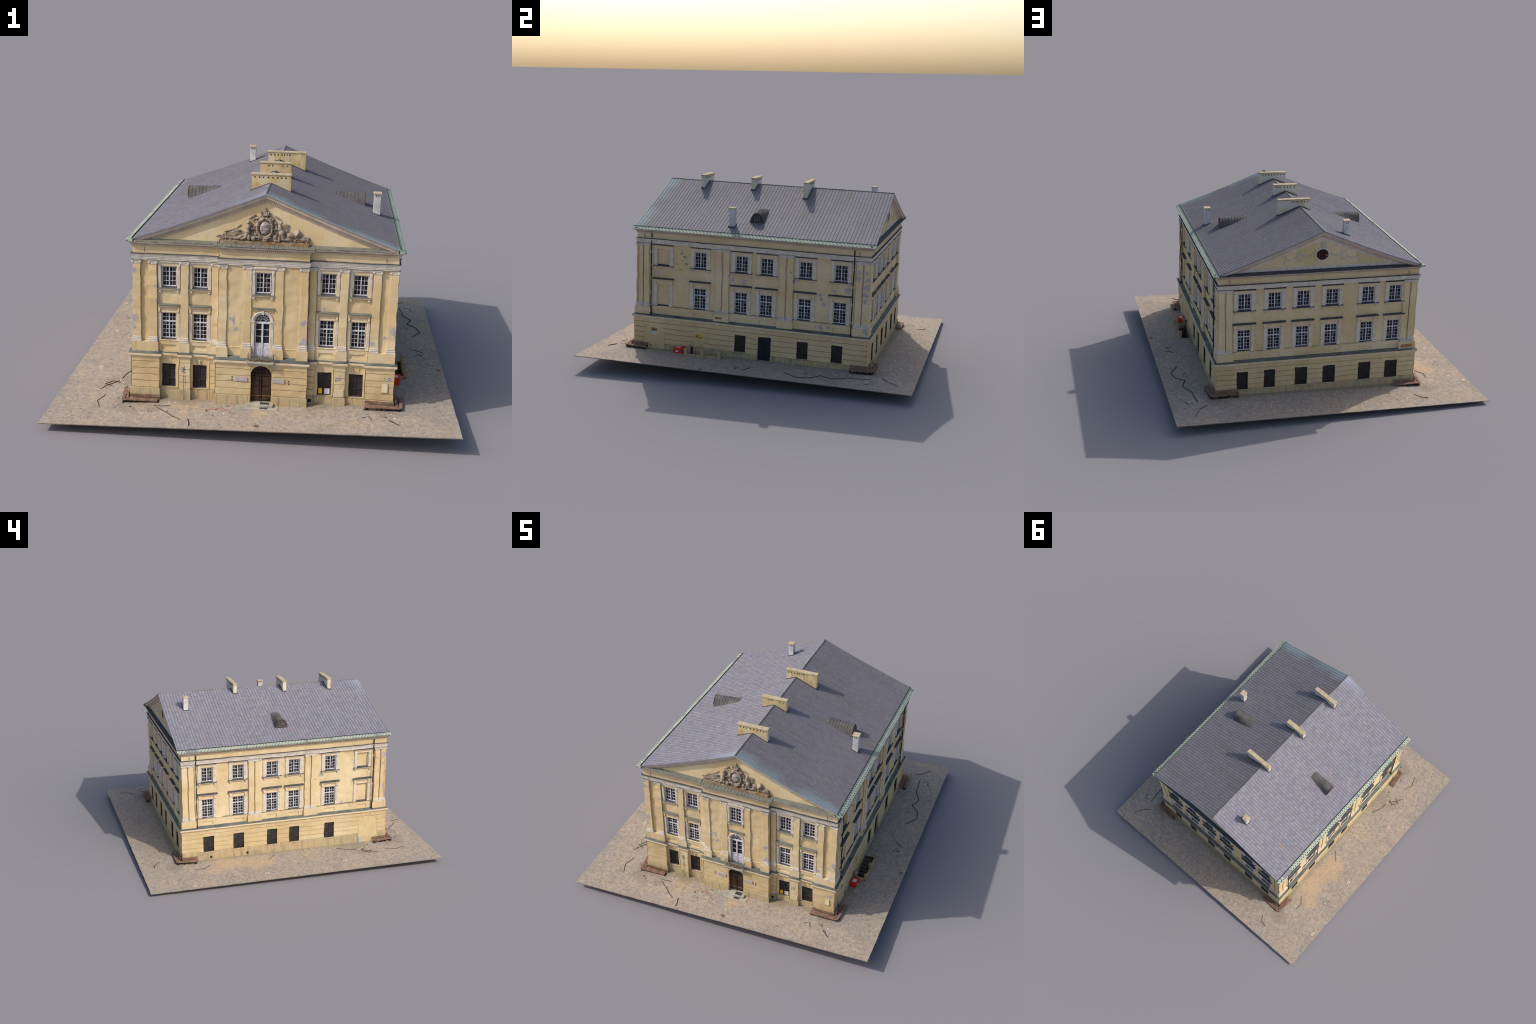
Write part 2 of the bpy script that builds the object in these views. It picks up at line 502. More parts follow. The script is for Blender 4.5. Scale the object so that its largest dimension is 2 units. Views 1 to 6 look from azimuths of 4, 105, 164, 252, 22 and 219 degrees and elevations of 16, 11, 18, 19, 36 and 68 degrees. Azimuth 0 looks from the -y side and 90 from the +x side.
fl = k.step(k.noise(1.0, 3, 0.5, vec=k.scaled((38, 95, 38))), 0.755, 0.775)
c_ = k.mix(k.math("MULTIPLY", fl, 0.8), c_, lin(52, 50, 54))
k.bump(k.noise(50, 4), 0.15)
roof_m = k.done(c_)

k = Nodes("verdigris_apron", 0.85)
X, Y, Z = k.sep()
ax = k.math("ABSOLUTE", X)
b_ = k.math("DIVIDE", k.math("SUBTRACT", ax, 0.594), 0.0145)
a_ = k.math("ADD", k.math("DIVIDE", Y, 0.0215), k.math("MULTIPLY", k.math("FLOOR", b_), 0.5))
du = k.math("MULTIPLY", k.math("SUBTRACT", k.math("FRACT", a_), 0.5), 1.4)
dv = k.math("SUBTRACT", k.math("FRACT", b_), 0.5)
dd = k.math("SQRT", k.math("ADD", k.math("MULTIPLY", du, du), k.math("MULTIPLY", dv, dv)))
c_ = k.ramp(k.noise(14, 4), [(0.3, lin(154, 168, 154)), (0.7, lin(184, 190, 170))])
c_ = k.mix(k.step(dd, 0.30, 0.22), c_, lin(62, 70, 62))
bl = k.math("MULTIPLY", k.step(k.noise(1, 3, vec=k.scaled((2, 13, 2))), 0.58, 0.63), k.math("LESS_THAN", X, 0.0))
c_ = k.mix(k.math("MULTIPLY", bl, 0.7), c_, lin(120, 116, 128))
apron_m = k.done(c_)
ridge_m = simple("ridge_cap", lin(98, 100, 102), lin(140, 138, 130), 12, rough=0.8)
lead = simple("lead_sheet", lin(86, 84, 84), lin(116, 112, 108), 18, rough=0.8, fine=0.12)

# paving -----------------------------------------------------------------------
k = Nodes("cobbled_paving", 0.95, 0.1)
vo = k.new("ShaderNodeTexVoronoi", feature="F1")
k.link(k.P, vo.inputs["Vector"]); vo.inputs["Scale"].default_value = 150
cell = k.sep(vo.outputs["Color"])[0]
c_ = k.ramp(cell, [(0.0, lin(128, 120, 112)), (0.35, lin(160, 148, 136)), (0.6, lin(180, 166, 148)), (0.85, lin(158, 153, 152)), (1.0, lin(196, 176, 148))])
c_ = k.mix(0.45, c_, k.ramp(k.noise(7, 6, 0.65), [(0.30, lin(148, 138, 132)), (0.50, lin(172, 158, 144)), (0.70, lin(184, 162, 134))]))
c_ = k.mix(1.0, c_, k.ramp(k.noise(42, 5, 0.7), [(0.30, (0.74, 0.74, 0.75)), (0.5, (0.98, 0.98, 0.98)), (0.70, (1.14, 1.13, 1.10))]), "MULTIPLY")
gr = k.ramp(k.noise(420, 2), [(0.3, (0.80, 0.80, 0.80)), (0.7, (1.12, 1.12, 1.12))])
c_ = k.mix(1.0, c_, gr, "MULTIPLY")
sand = k.spots([(-.66, .33, .05, .10), (-.68, .20, .05, .08), (-.62, .45, .05, .09), (-.70, .55, .05, .06), (.05, -.83, .08, .05), (-.30, -.80, .07, .04)], 0.12, 7, 0.04)
c_ = k.mix(k.math("MULTIPLY", sand, 0.38), c_, lin(204, 170, 126))
dirt = k.spots([(-.64, -.50, .05, .07), (-.60, -.42, .05, .05), (.66, .77, .07, .07), (.62, -.79, .09, .05), (-.60, .78, .05, .05), (-.58, -.77, .06, .07), (-.45, -.78, .06, .05), (-.30, -.75, .07, .05), (.30, -.76, .08, .05)], 0.08, 12, 0.035)
c_ = k.mix(k.math("MULTIPLY", dirt, 0.35), c_, lin(120, 108, 88))
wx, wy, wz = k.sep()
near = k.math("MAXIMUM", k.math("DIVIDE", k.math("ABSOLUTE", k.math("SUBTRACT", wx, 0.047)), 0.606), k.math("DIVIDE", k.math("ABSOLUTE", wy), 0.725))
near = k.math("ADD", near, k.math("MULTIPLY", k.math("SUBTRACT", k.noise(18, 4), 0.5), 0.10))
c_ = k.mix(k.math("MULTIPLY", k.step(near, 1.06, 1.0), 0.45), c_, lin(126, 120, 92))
sp = k.step(k.noise(55, 2, 0.4), 0.735, 0.76)
c_ = k.mix(k.math("MULTIPLY", sp, 0.6), c_, lin(84, 78, 72))
k.bump(vo.outputs["Distance"], 0.35, 0.002)
ground_m = k.done(c_)
soil_m = simple("underside_soil", lin(110, 100, 90), lin(140, 126, 112), 30)

# ------------------------------------------------------------------ the thing
house = bpy.data.objects.new("historic_town_palace", None)
bpy.context.scene.collection.objects.link(house)
house["label"] = "weathered yellow neoclassical town house with grey metal roof on cobbled plot"
house["category"] = "building"

# ---- paved plot -----------------------------------------------------------------
CORN = ((-.931, -.986), (.923, -.998), (.931, .990), (-.915, 1.0))
PIT = (0.650, 0.7165, -0.371, -0.150)


def plan(s, t):
    (a, b), (c, d), (e, f), (g, h) = CORN
    return ((a * (1 - s) + c * s) * (1 - t) + (g * (1 - s) + e * s) * t, (b * (1 - s) + d * s) * (1 - t) + (h * (1 - s) + f * s) * t)


def lines(marks, st):
    out = []
    for a, b in zip(marks, marks[1:]):
        n_ = max(1, int((b - a) / st))
        out += [a + (b - a) * i / n_ for i in range(n_)]
    return out + [marks[-1]]


ss = lines([0, (PIT[0] + .927) / 1.854, (PIT[1] + .927) / 1.854, 1], 0.0105)
ts = lines([0, (PIT[2] + .992) / 1.984, (PIT[3] + .992) / 1.984, 1], 0.0105)
b = Builder()
idx = {}
for j, t in enumerate(ts):
    for i, s in enumerate(ss):
        x, y = plan(s, t)
        if t in (0, 1) and s not in (0, 1):
            y += 0.0022 * noise.noise(Vector((x * 14, y, 3)))
        if s in (0, 1) and t not in (0, 1):
            x += 0.0018 * noise.noise(Vector((y * 14, x, 8)))
        edge_k = 0.3 if (s in (0, 1) or t in (0, 1)) else 1.0
        z = ground_z(x, y) + edge_k * (0.0012 * noise.noise(Vector((x * 11, y * 11, 0))) + 0.0010 * noise.noise(Vector((x * 45, y * 45, 2))))
        idx[i, j] = len(b.v)
        b.v.append(Vector((x, y, z)))
s0, s1 = ss.index((PIT[0] + .927) / 1.854), ss.index((PIT[1] + .927) / 1.854)
t0, t1 = ts.index((PIT[2] + .992) / 1.984), ts.index((PIT[3] + .992) / 1.984)
for j in range(len(ts) - 1):
    for i in range(len(ss) - 1):
        if s0 <= i < s1 and t0 <= j < t1:
            continue
        b.f.append([idx[i, j], idx[i + 1, j], idx[i + 1, j + 1], idx[i, j + 1]]); b.m.append(0)
ring = [idx[i, 0] for i in range(len(ss))] + [idx[len(ss) - 1, j] for j in range(1, len(ts))] + [idx[i, len(ts) - 1] for i in range(len(ss) - 2, -1, -1)] + [idx[0, j] for j in range(len(ts) - 2, 0, -1)]
lowr = []
for q in ring:
    lowr.append(len(b.v)); b.v.append(b.v[q] - Vector((0, 0, 0.004)))
for a in range(len(ring)):
    c = (a + 1) % len(ring)
    b.f.append([ring[a], lowr[a], lowr[c], ring[c]]); b.m.append(1)
paving = b.obj("paved_plot", [ground_m, soil_m], house, matrix=IDENT, angle=50)

# sunken area steps beside the right flank
b = Builder()
x0, x1, y0, y1 = PIT
zt = 0.082
for pts in (((x1, y0), (x1, y1)), ((x0, y0), (x1, y0)), ((x1, y1), (x0, y1))):
    (a1, b1), (a2, b2) = pts
    b.face([(a1, b1, zt + .004), (a2, b2, zt + .004), (a2, b2, 0), (a1, b1, 0)], 0)
b.face([(x0 - .004, y0, 0), (x1, y0, 0), (x1, y1, 0), (x0 - .004, y1, 0)], 1)
b.face([(x0 - .004, y0, zt), (x0 - .004, y1, zt), (x0 - .004, y1, 0), (x0 - .004, y0, 0)], 0)
put("area_wall", b.mesh("area_wall", [simple("damp_render", lin(96, 88, 74), lin(128, 116, 96), 30), charred]), paving, IDENT)
b = Builder()
NST = 8
for i in range(NST):
    ya = y1 - 0.008 - i * 0.024
    top = zt - 0.008 - i * 0.0095
    b.box(lambda u, v, n: Vector((u, v, n)), x0, x1 - .001, ya - .024, ya, 0.0, top, 0, c=.001)
put("stair", b.mesh("stair", [simple("worn_step", lin(70, 68, 62), lin(112, 106, 92), 30)]), paving, IDENT)
par_m = simple("parapet_render", lin(160, 136, 108), lin(194, 168, 138), 30, fine=0.15)
b = Builder()
b.box(lambda u, v, n: Vector((u, v, n)), x1 - .001, x1 + .012, y0 - .006, y1 - .012, 0.07, 0.104, 0)
b.box(lambda u, v, n: Vector((u, v, n)), x0 + .010, x1 + .010, y0 - .010, y0 + .003, 0.07, 0.101, 0)
parapet = put("area_parapet", b.mesh("area_parapet", [par_m]), paving, IDENT)
pb = Builder()
I3 = lambda u, v, n: Vector((u, v, n))
pb.box(I3, -.009, .009, -.009, .009, 0, .042, 0, c=.001)
pb.box(I3, -.0115, .0115, -.0115, .0115, .042, .046, 0, c=.001)
pb.face([(-.0105, -.0105, .046), (.0105, -.0105, .046), (0, 0, .052)], 0)
pb.face([(.0105, -.0105, .046), (.0105, .0105, .046), (0, 0, .052)], 0)
pb.face([(.0105, .0105, .046), (-.0105, .0105, .046), (0, 0, .052)], 0)
pb.face([(-.0105, .0105, .046), (-.0105, -.0105, .046), (0, 0, .052)], 0)
post = pb.mesh("parapet_post", [par_m])
for px_, py_ in ((.724, -.372), (.722, -.268), (.722, -.164), (.661, -.374)):
    put("parapet_post", post, paving, Matrix.Translation((px_, py_, ground_z(px_, py_) - .002)))

# red grit bin
b = Builder()
gz = ground_z(.671, -.432)
b.box(I3, -.020, .020, -.028, .028, 0, .026, 0, c=.001)
bin_o = put("grit_bin", b.mesh("grit_bin", [red_m]), house, Matrix.Translation((.673, -.433, gz)) @ Matrix.Rotation(-.08, 4, 'Z'))
b = Builder()
b.box(I3, -.0225, .0225, -.030, .030, .026, .033, 0, c=.003)
put("bin_lid", b.mesh("bin_lid", [red_m]), bin_o, IDENT)
b = Builder()
b.box(I3, -.011, .011, -.016, .010, .033, .0334, 0, c=.0001)
b.box(RIGHT, -.013, .003, .008, .018, .0200, .0204, 0, c=.0001)
b.box(RIGHT, .004, .010, .008, .018, .0200, .0204, 1, c=.0001)
put("bin_label", b.mesh("bin_label", [paper, blue_m]), bin_o, IDENT)

# manhole covers
k = Builder()
rim = [(math.cos(a) * .0105, math.sin(a) * .0105) for a in (2 * math.pi * i / 20 for i in range(20))]
k.face([(x, y, .0022) for x, y in rim], 0)
for i in range(20):
    j = (i + 1) % 20
    k.face([(*rim[i], 0), (*rim[j], 0), (*rim[j], .0022), (*rim[i], .0022)], 0)
disc = k.mesh("manhole_cover", [simple("rusty_iron", lin(110, 84, 70), lin(140, 110, 94), 60)])
for x, y in ((.033, -.945), (.832, -.034), (.905, -.22)):
    put("manhole_cover", disc, paving, Matrix.Translation((x, y, ground_z(x, y))))
k = Builder()
k.box(I3, -.015, .015, -.010, .010, 0, .0018, 0, c=.0006)
k.box(I3, -.0175, .0175, -.0125, .0125, 0, .0012, 1, c=.0003)
k.box(I3, -.004, .004, -.004, .004, .0012, .0024, 1, c=.0003)
hatch = k.mesh("square_hatch", [simple("pale_concrete", lin(196, 180, 168), lin(214, 198, 184), 50), simple("iron_rim", lin(140, 112, 98), lin(160, 130, 114), 50)])
for x, y, r in ((-.838, .224, 1.5), (-.885, .717, 1.5), (-.80, -.33, 1.5)):
    put("square_hatch", hatch, paving, Matrix.Translation((x, y, ground_z(x, y))) @ Matrix.Rotation(r, 4, 'Z'))

# cables, twigs, laths and crumbs lying about
b = Builder()


def lay(pts, r, mat=0, h=.4):
    out = []
    for (x, y), (x2, y2) in zip(pts, pts[1:]):
        for i in range(6):
            t = i / 6
            xx, yy = x + (x2 - x) * t, y + (y2 - y) * t
            xx += .004 * noise.noise(Vector((xx * 30, yy * 30, 1))); yy += .004 * noise.noise(Vector((xx * 30, yy * 30, 6)))
            out.append((xx, yy, ground_z(xx, yy) + r * h + .0006))
    out.append((*pts[-1], ground_z(*pts[-1]) + r * h))
    b.tube(out, r, mat, 5)


lay([(.812, .254), (.862, .334), (.846, .409), (.797, .459), (.825, .529), (.785, .616), (.775, .754)], .0022)
lay([(-.62, -.34), (-.655, -.42), (-.66, -.47)], .0018)
lay([(-.66, -.52), (-.70, -.50), (-.73, -.54), (-.69, -.56)], .0016)
lay([(-.67, -.50), (-.72, -.56), (-.74, -.60)], .0016)
lay([(-.70, -.66), (-.72, -.74), (-.70, -.80)], .0015)
lay([(-.60, .10), (-.66, .16)], .0013)
lay([(-.63, .55), (-.67, .60), (-.66, .66)], .0013)
lay([(-.50, .86), (-.53, .90), (-.57, .91)], .0018)
lay([(-.45, -.79), (-.41, -.80), (-.37, -.79)], .0016)
lay([(-.43, -.81), (-.36, -.87), (-.31, -.915)], .0016)
lay([(-.275, -.905), (-.265, -.94), (-.262, -.965)], .0020)
lay([(.62, -.86), (.645, -.89), (.66, -.90)], .0022)
lay([(.50, -.84), (.53, -.83), (.54, -.86)], .0013)
lay([(.80, .05), (.85, .01)], .0014)
lay([(.78, .36), (.80, .39)], .0013)
lay([(.73, .80), (.78, .84), (.81, .90)], .0016)
lay([(.80, -.06), (.83, .0)], .0012)
lay([(-.40, -.785), (-.30, -.795), (-.20, -.815)], .0022, 1)
lay([(-.21, -.815), (-.17, -.815), (-.14, -.80), (-.12, -.82)], .0014, 2)
lay([(-.13, -.80), (-.10, -.83), (-.07, -.845)], .0014, 2)
rr = random.Random(3)
for i in range(120):
    cx, cy, sp = rr.choice(((-.66, -.50, .09), (-.80, .46, .03), (.66, .77, .07), (-.60, -.77, .06), (-.14, -.81, .05), (.80, .75, .06), (.62, -.80, .06), (-.38, -.80, .08)))
    x, y = cx + rr.gauss(0, sp * .6), cy + rr.gauss(0, sp * .6)
    if abs(x - .047) < .64 and abs(y) < .745:
        continue
    r = rr.uniform(.0012, .0032)
    b.blob(I3, x, y, ground_z(x, y), r * rr.uniform(1, 2), r * rr.uniform(1, 2), r * .8, rr.uniform(0, 3), rr.choice((0, 0, 0, 3, 3, 4)), 6, 4)
put("litter", b.mesh("litter", [charred, simple("lath_wood", lin(182, 156, 116), lin(204, 178, 138), 40), simple("red_cord", lin(160, 92, 78), lin(186, 118, 100), 40), simple("rubble", lin(120, 108, 92), lin(160, 146, 128), 60), paper], angle=60), paving, IDENT, stuff=True)

# ---- ground storey ----------------------------------------------------------------
GX, GY = 0.602, 0.719                       # wall lines
COURSES = (.113, .145, .177, .208, .240)
LOW, LEDGE0 = 0.022, 0.266
RUST = [(LOW, 0)]
for c in COURSES:
    RUST += [(c - .0016, 0), (c - .0009, -.0030), (c + .0009, -.0030), (c + .0016, 0)]
RUST += [(LEDGE0, 0)]


def rust(n):
    return [(v, n + d) for v, d in RUST]


def smooth(n):
    return [(LOW, n), (LEDGE0, n)]


SIDE_U = (-.308, -.053, .1005, .332, .539)
BACK_U = (.440, .266, .097, -.075, -.293, -.458)
BACK_G = ((.447, .033), (.288, .033), (.099, .038), (-.070, .038), (-.288, .038), (-.456, .039))
FRONT_U = (-.430, -.288, .288, .430)
G0, G1 = .109, .221
bw = Builder()
right_holes = [(u - .033, u + .033, .118, G1, .592) for u in (-.046, .333, .538)] + [(.065, .144, .07, .224, .590)]
left_holes = [(u - .036, u + .036, .107, G1, .592) for u in (-.304, -.053, .102, .334, .539)]
back_holes = [(u - h, u + h, G0, G1 + .001, .709) for u, h in BACK_G]
bw.panel(RIGHT, -GY, GY, rust(GX), right_holes, joint=1)
bw.panel(LEFT, -GY, GY, rust(GX), left_holes, joint=1)
bw.panel(BACK, -GX, GX, rust(GY), back_holes, joint=1)
# front: corner pier, window bay, narrow pier, window bay, strip, centre block
CP, NP, ST = (.472, .602, .719), (.331, .380, .715), (.208, .239, .711)
REC, RIS = .700, .748
for s in (-1, 1):
    def seg(a, c):
        return (min(s * a, s * c), max(s * a, s * c))
    bw.panel(FRONT, *seg(CP[0], CP[1]), rust(CP[2]), joint=1)
    bw.panel(FRONT, *seg(NP[0], NP[1]), rust(NP[2]), joint=1)
    bw.panel(FRONT, *seg(ST[0] - .01, ST[1]), rust(ST[2]), joint=1)
    h1 = [(s * .430 - .032, s * .430 + .032, .115, .227, .689)]
    h2 = [(s * .288 - .032, s * .288 + .032, .115, .227, .689)]
    bw.panel(FRONT, *seg(.380, .472), smooth(REC), h1)
    bw.panel(FRONT, *seg(.239, .331), smooth(REC), h2)
    fr_o, fr_i = (RIGHT, LEFT) if s > 0 else (LEFT, RIGHT)

    def ret(frm, n, y0_, y1_):
        bw.panel(frm, -y1_, -y0_, smooth(n))
    ret(fr_i, -CP[0] if fr_i in (LEFT, RIGHT) else 0, REC, CP[2])
    ret(fr_o, NP[1], REC, NP[2]); ret(fr_i, -NP[0], REC, NP[2])
    ret(fr_o, ST[1], REC, ST[2])
    ret(fr_o, .208, ST[2], RIS)
DW, DSP, DTOP, DBOT = .0475, .213, .260, .078
bw.panel(FRONT, -.208, .208, rust(RIS), [(-DW, DW, .03, LEDGE0 - .0001, .730)], joint=1)
# arch head over the gateway
arc = [(DW * math.cos(a), DSP + (DTOP - DSP) * math.sin(a)) for a in (math.pi * i / 20 for i in range(21))]
for (ua, va), (ub, vb) in zip(arc, arc[1:]):
    bw.face([FRONT(ua, va, RIS), FRONT(ua, LEDGE0, RIS), FRONT(ub, LEDGE0, RIS), FRONT(ub, vb, RIS)], 0)
    bw.face([FRONT(ua, va, RIS), FRONT(ub, vb, RIS), FRONT(ub, vb, .728), FRONT(ua, va, .728)], 0)
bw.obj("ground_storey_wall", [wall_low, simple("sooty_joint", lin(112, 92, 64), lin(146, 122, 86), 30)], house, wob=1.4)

BASE_PATH = []
for s in (-1, 1):
    pts = [(CP[1], CP[2]), (CP[0], CP[2]), (CP[0], REC), (NP[1], REC), (NP[1], NP[2]), (NP[0], NP[2]), (NP[0], REC), (ST[1], REC), (ST[1], ST[2]), (.208, ST[2]), (.208, RIS)]
    pts = [(s * x, -y) for x, y in pts]
    BASE_PATH += pts if s < 0 else pts[::-1]
BASE_PATH += [(GX, GY), (-GX - .0025, GY)]
BASE_PATH[0] = (-GX - .0025, -CP[2])

# plinth, interrupted at the doors and blind arches
b = Builder()
PL = [(.004, LOW), (.004, .108), (.003, .110), (0, .1125)]
i_l, i_r = BASE_PATH.index((-.208, -RIS)), BASE_PATH.index((.208, -RIS))
b.sweep([(-GX - .0025, -.515), (-GX - .0025, GY)][::-1], PL, closed=False)
b.sweep([(-GX - .0025, GY), (-GX - .0025, -.517)], PL, closed=False)
b.sweep([(-GX - .0025, -.666), *BASE_PATH[:i_l + 1], (-DW, -RIS)], PL, closed=False)
b.sweep([(DW, -RIS), *BASE_PATH[i_r:-2], (GX, -.655)], PL, closed=False)
b.sweep([(GX, -.517), (GX, .062)], PL, closed=False)
b.sweep([(GX, .147), (GX, GY), (-GX - .0025, GY)], PL, closed=False)
b.obj("plinth", [plinth], house, wob=1.0)

b = Builder()
b.sweep(BASE_PATH, [(-.004, .258), (.002, .262), (.003, .267), (.007, .2685), (.0095, .271), (.0098, .2800), (.0085, .2825)], [0, 0, 0, 0, 0, 0])
b.obj("string_course", [trim], house, wob=0.8)
b = Builder()
b.sweep(BASE_PATH, [(.0092, .2815), (.0103, .2828), (.0090, .2845), (-.022, .2965)], 0)
b.obj("ledge_flashing", [ledge_metal], house, wob=0.8)

# voussoir joints over the front ground windows and round the blind arches
b = Builder()


def joint(fr, n, ua, va, ub, vb, w=.0009):
    d = Vector((ub - ua, vb - va)).normalized(); q = Vector((-d.y, d.x)) * w * .5
    P = [(ua + q.x, va + q.y), (ub + q.x, vb + q.y), (ub - q.x, vb - q.y), (ua - q.x, va - q.y)]
    lo = [fr(u, v, n - .002) for u, v in P]; hi = [fr(u, v, n + .0012) for u, v in P]
    b.face(hi)
    for i in range(4):
        j = (i + 1) % 4
        b.face([lo[i], lo[j], hi[j], hi[i]])


for u in FRONT_U:
    for s in (-1, 1):
        joint(FRONT, REC, u + s * .010, .229, u + s * .016, .262)
for fr, n in ((RIGHT, GX), (LEFT, GX)):
    cu, r, sp_, bot = -.587, .068, .182, .05
    arcp = [(cu + r * math.cos(a), sp_ + (.241 - sp_) * math.sin(a)) for a in (math.pi * i / 24 for i in range(25))]
    for p, q in zip(arcp, arcp[1:]):
        joint(fr, n, *p, *q)
    joint(fr, n, cu + r, bot, cu + r, sp_); joint(fr, n, cu - r, bot, cu - r, sp_)
    for a in (35, 58, 80, 101, 123, 146):
        t = math.radians(a)
        joint(fr, n, cu + r * math.cos(t), sp_ + .059 * math.sin(t), cu + (r + .035) * math.cos(t), min(.262, sp_ + .095 * math.sin(t)))
for s in range(7):
    t = math.radians(30 + s * 20)
    joint(FRONT, RIS, (DW + .003) * math.cos(t), DSP + (.050) * math.sin(t), (DW + .028) * math.cos(t), min(.2645, DSP + .078 * math.sin(t)))
b.obj("arch_joint", [simple("joint_mortar", lin(150, 122, 84), lin(172, 144, 104), 60)], house, stuff=True)
# smooth infill of the blind arches
b = Builder()
for fr, n in ((RIGHT, GX), (LEFT, GX)):
    cu, r, sp_ = -.587, .0672, .182
    poly = [(cu - r, .03), (cu + r, .03)] + [(cu + r * math.cos(a), sp_ + .058 * math.sin(a)) for a in (math.pi * i / 24 for i in range(25))]
    b.face([fr(u, v, n + .0008) for u, v in poly], 0, FLIP[fr])
for fr in (RIGHT,):
    b.box(fr, -.335, -.275, .118, .205, GX - .002, GX + .0012, 0)
    for i in range(1):
        poly = [(-.335, .205), (-.275, .205)] + [(-.305 + .03 * math.cos(a), .205 + .012 * math.sin(a)) for a in (math.pi * j / 10 for j in range(11))]
        b.face([fr(u, v, GX + .0012) for u, v in poly], 0)
b.obj("blind_arch", [wall_low], house)

# ---- upper storeys -------------------------------------------------------------
UP0, UP1 = .286, .792
SX, SY = .583, .700
U0, U1, F0, F1 = .590, .691, .343, .473
b = Builder()


def openings(us, hw, n):
    out = []
    for u in us:
        out += [(u - hw, u + hw, U0, U1, n), (u - hw, u + hw, F0, F1, n)]
    return out


side_op = openings((-.541,) + SIDE_U, .0375, .574)
b.panel(RIGHT, -.706, .706, [(UP0, SX), (UP1, SX)], side_op)
b.panel(LEFT, -.706, .706, [(UP0, SX), (UP1, SX)], side_op)
b.panel(BACK, -.590, .590, [(UP0, SY), (UP1, SY)], openings(BACK_U, .0375, .691))
for s in (-1, 1):
    us = [u for u in FRONT_U if u * s > 0]
    b.panel(FRONT, *((.195, .590) if s > 0 else (-.590, -.195)), [(UP0, .6975), (UP1, .6975)], openings(us, .033, .6862))
# centre block, with the balcony door and the window above it
RW = .7255
b.panel(FRONT, -.2, .2, [(UP0, RW), (UP1, RW)], [(-.034, .034, U0, .690, .716), (-.0355, .0355, .287, .497, .716)])
arc = [(.0355 * math.cos(a), .462 + .035 * math.sin(a)) for a in (math.pi * i / 16 for i in range(17))]
for (ua, va), (ub, vb) in zip(arc, arc[1:]):
    b.face([FRONT(ua, va, RW), FRONT(ua, .4975, RW), FRONT(ub, .4975, RW), FRONT(ub, vb, RW)])
    b.face([FRONT(ua, va, RW), FRONT(ub, vb, RW), FRONT(ub, vb, .715), FRONT(ua, va, .715)])
for s in (-1, 1):
    b.panel(RIGHT if s > 0 else LEFT, -RW, -.69, [(UP0, .2), (UP1, .2)])
# closed niche backs of the blind windows
for fr in (RIGHT, LEFT):
    for v0, v1 in ((U0, U1), (F0, F1)):
        b.panel(fr, -.580, -.502, [(v0 - .002, .5745), (v1 + .002, .5745)])
b.obj("upper_wall", [wall], house, wob=1.6)
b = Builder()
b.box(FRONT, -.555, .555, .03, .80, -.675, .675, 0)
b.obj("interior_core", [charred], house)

# dado under the first-floor windows with sunk panels
b = Builder()


def dado(fr, u0, u1, n, cs, hw=.036):
    hs = [(c - hw, c + hw, .3005, .322, n - .0050) for c in cs]
    b.panel(fr, u0, u1, [(UP0, n), (.3395, n), (.3425, n + .0028), (.3445, n + .0028), (.3455, n - .004)], hs)
    for c in cs:
        b.face([fr(u, v, n - .0048) for u, v in ((c - hw, .3), (c + hw, .3), (c + hw, .3225), (c - hw, .3225))], 0, FLIP[fr])


SP = (-.169, .220)      # centres of the side pilaster pairs
for fr in (RIGHT, LEFT):
    dado(fr, -.612, -.216, .588, (-.541, -.308))
    dado(fr, -.122, .174, .588, (-.053, .1005))
    dado(fr, .266, .612, .588, (.332, .539))
dado(BACK, -.505, .505, .705, BACK_U)
for s in (-1, 1):
    for c, a0, a1 in ((.288, .238, .336), (.430, .382, .476)):
        dado(FRONT, min(s * a0, s * a1), max(s * a0, s * a1), .704, (s * c,), .033)
b.obj("dado", [wall], house, wob=1.0)
b = Builder()
for fr in (RIGHT, LEFT):
    for a0, a1 in ((-.612, -.216), (-.122, .174), (.266, .612)):
        b.box(fr, a0, a1, .3438, .3452, .583, .5915, 0, c=.0004)
b.box(BACK, -.505, .505, .3438, .3452, .700, .7085, 0, c=.0004)
b.obj("dado_flashing", [slate], house, wob=1.0)

# ---- pilasters -------------------------------------------------------------------
PT0, PT1 = .357, .706


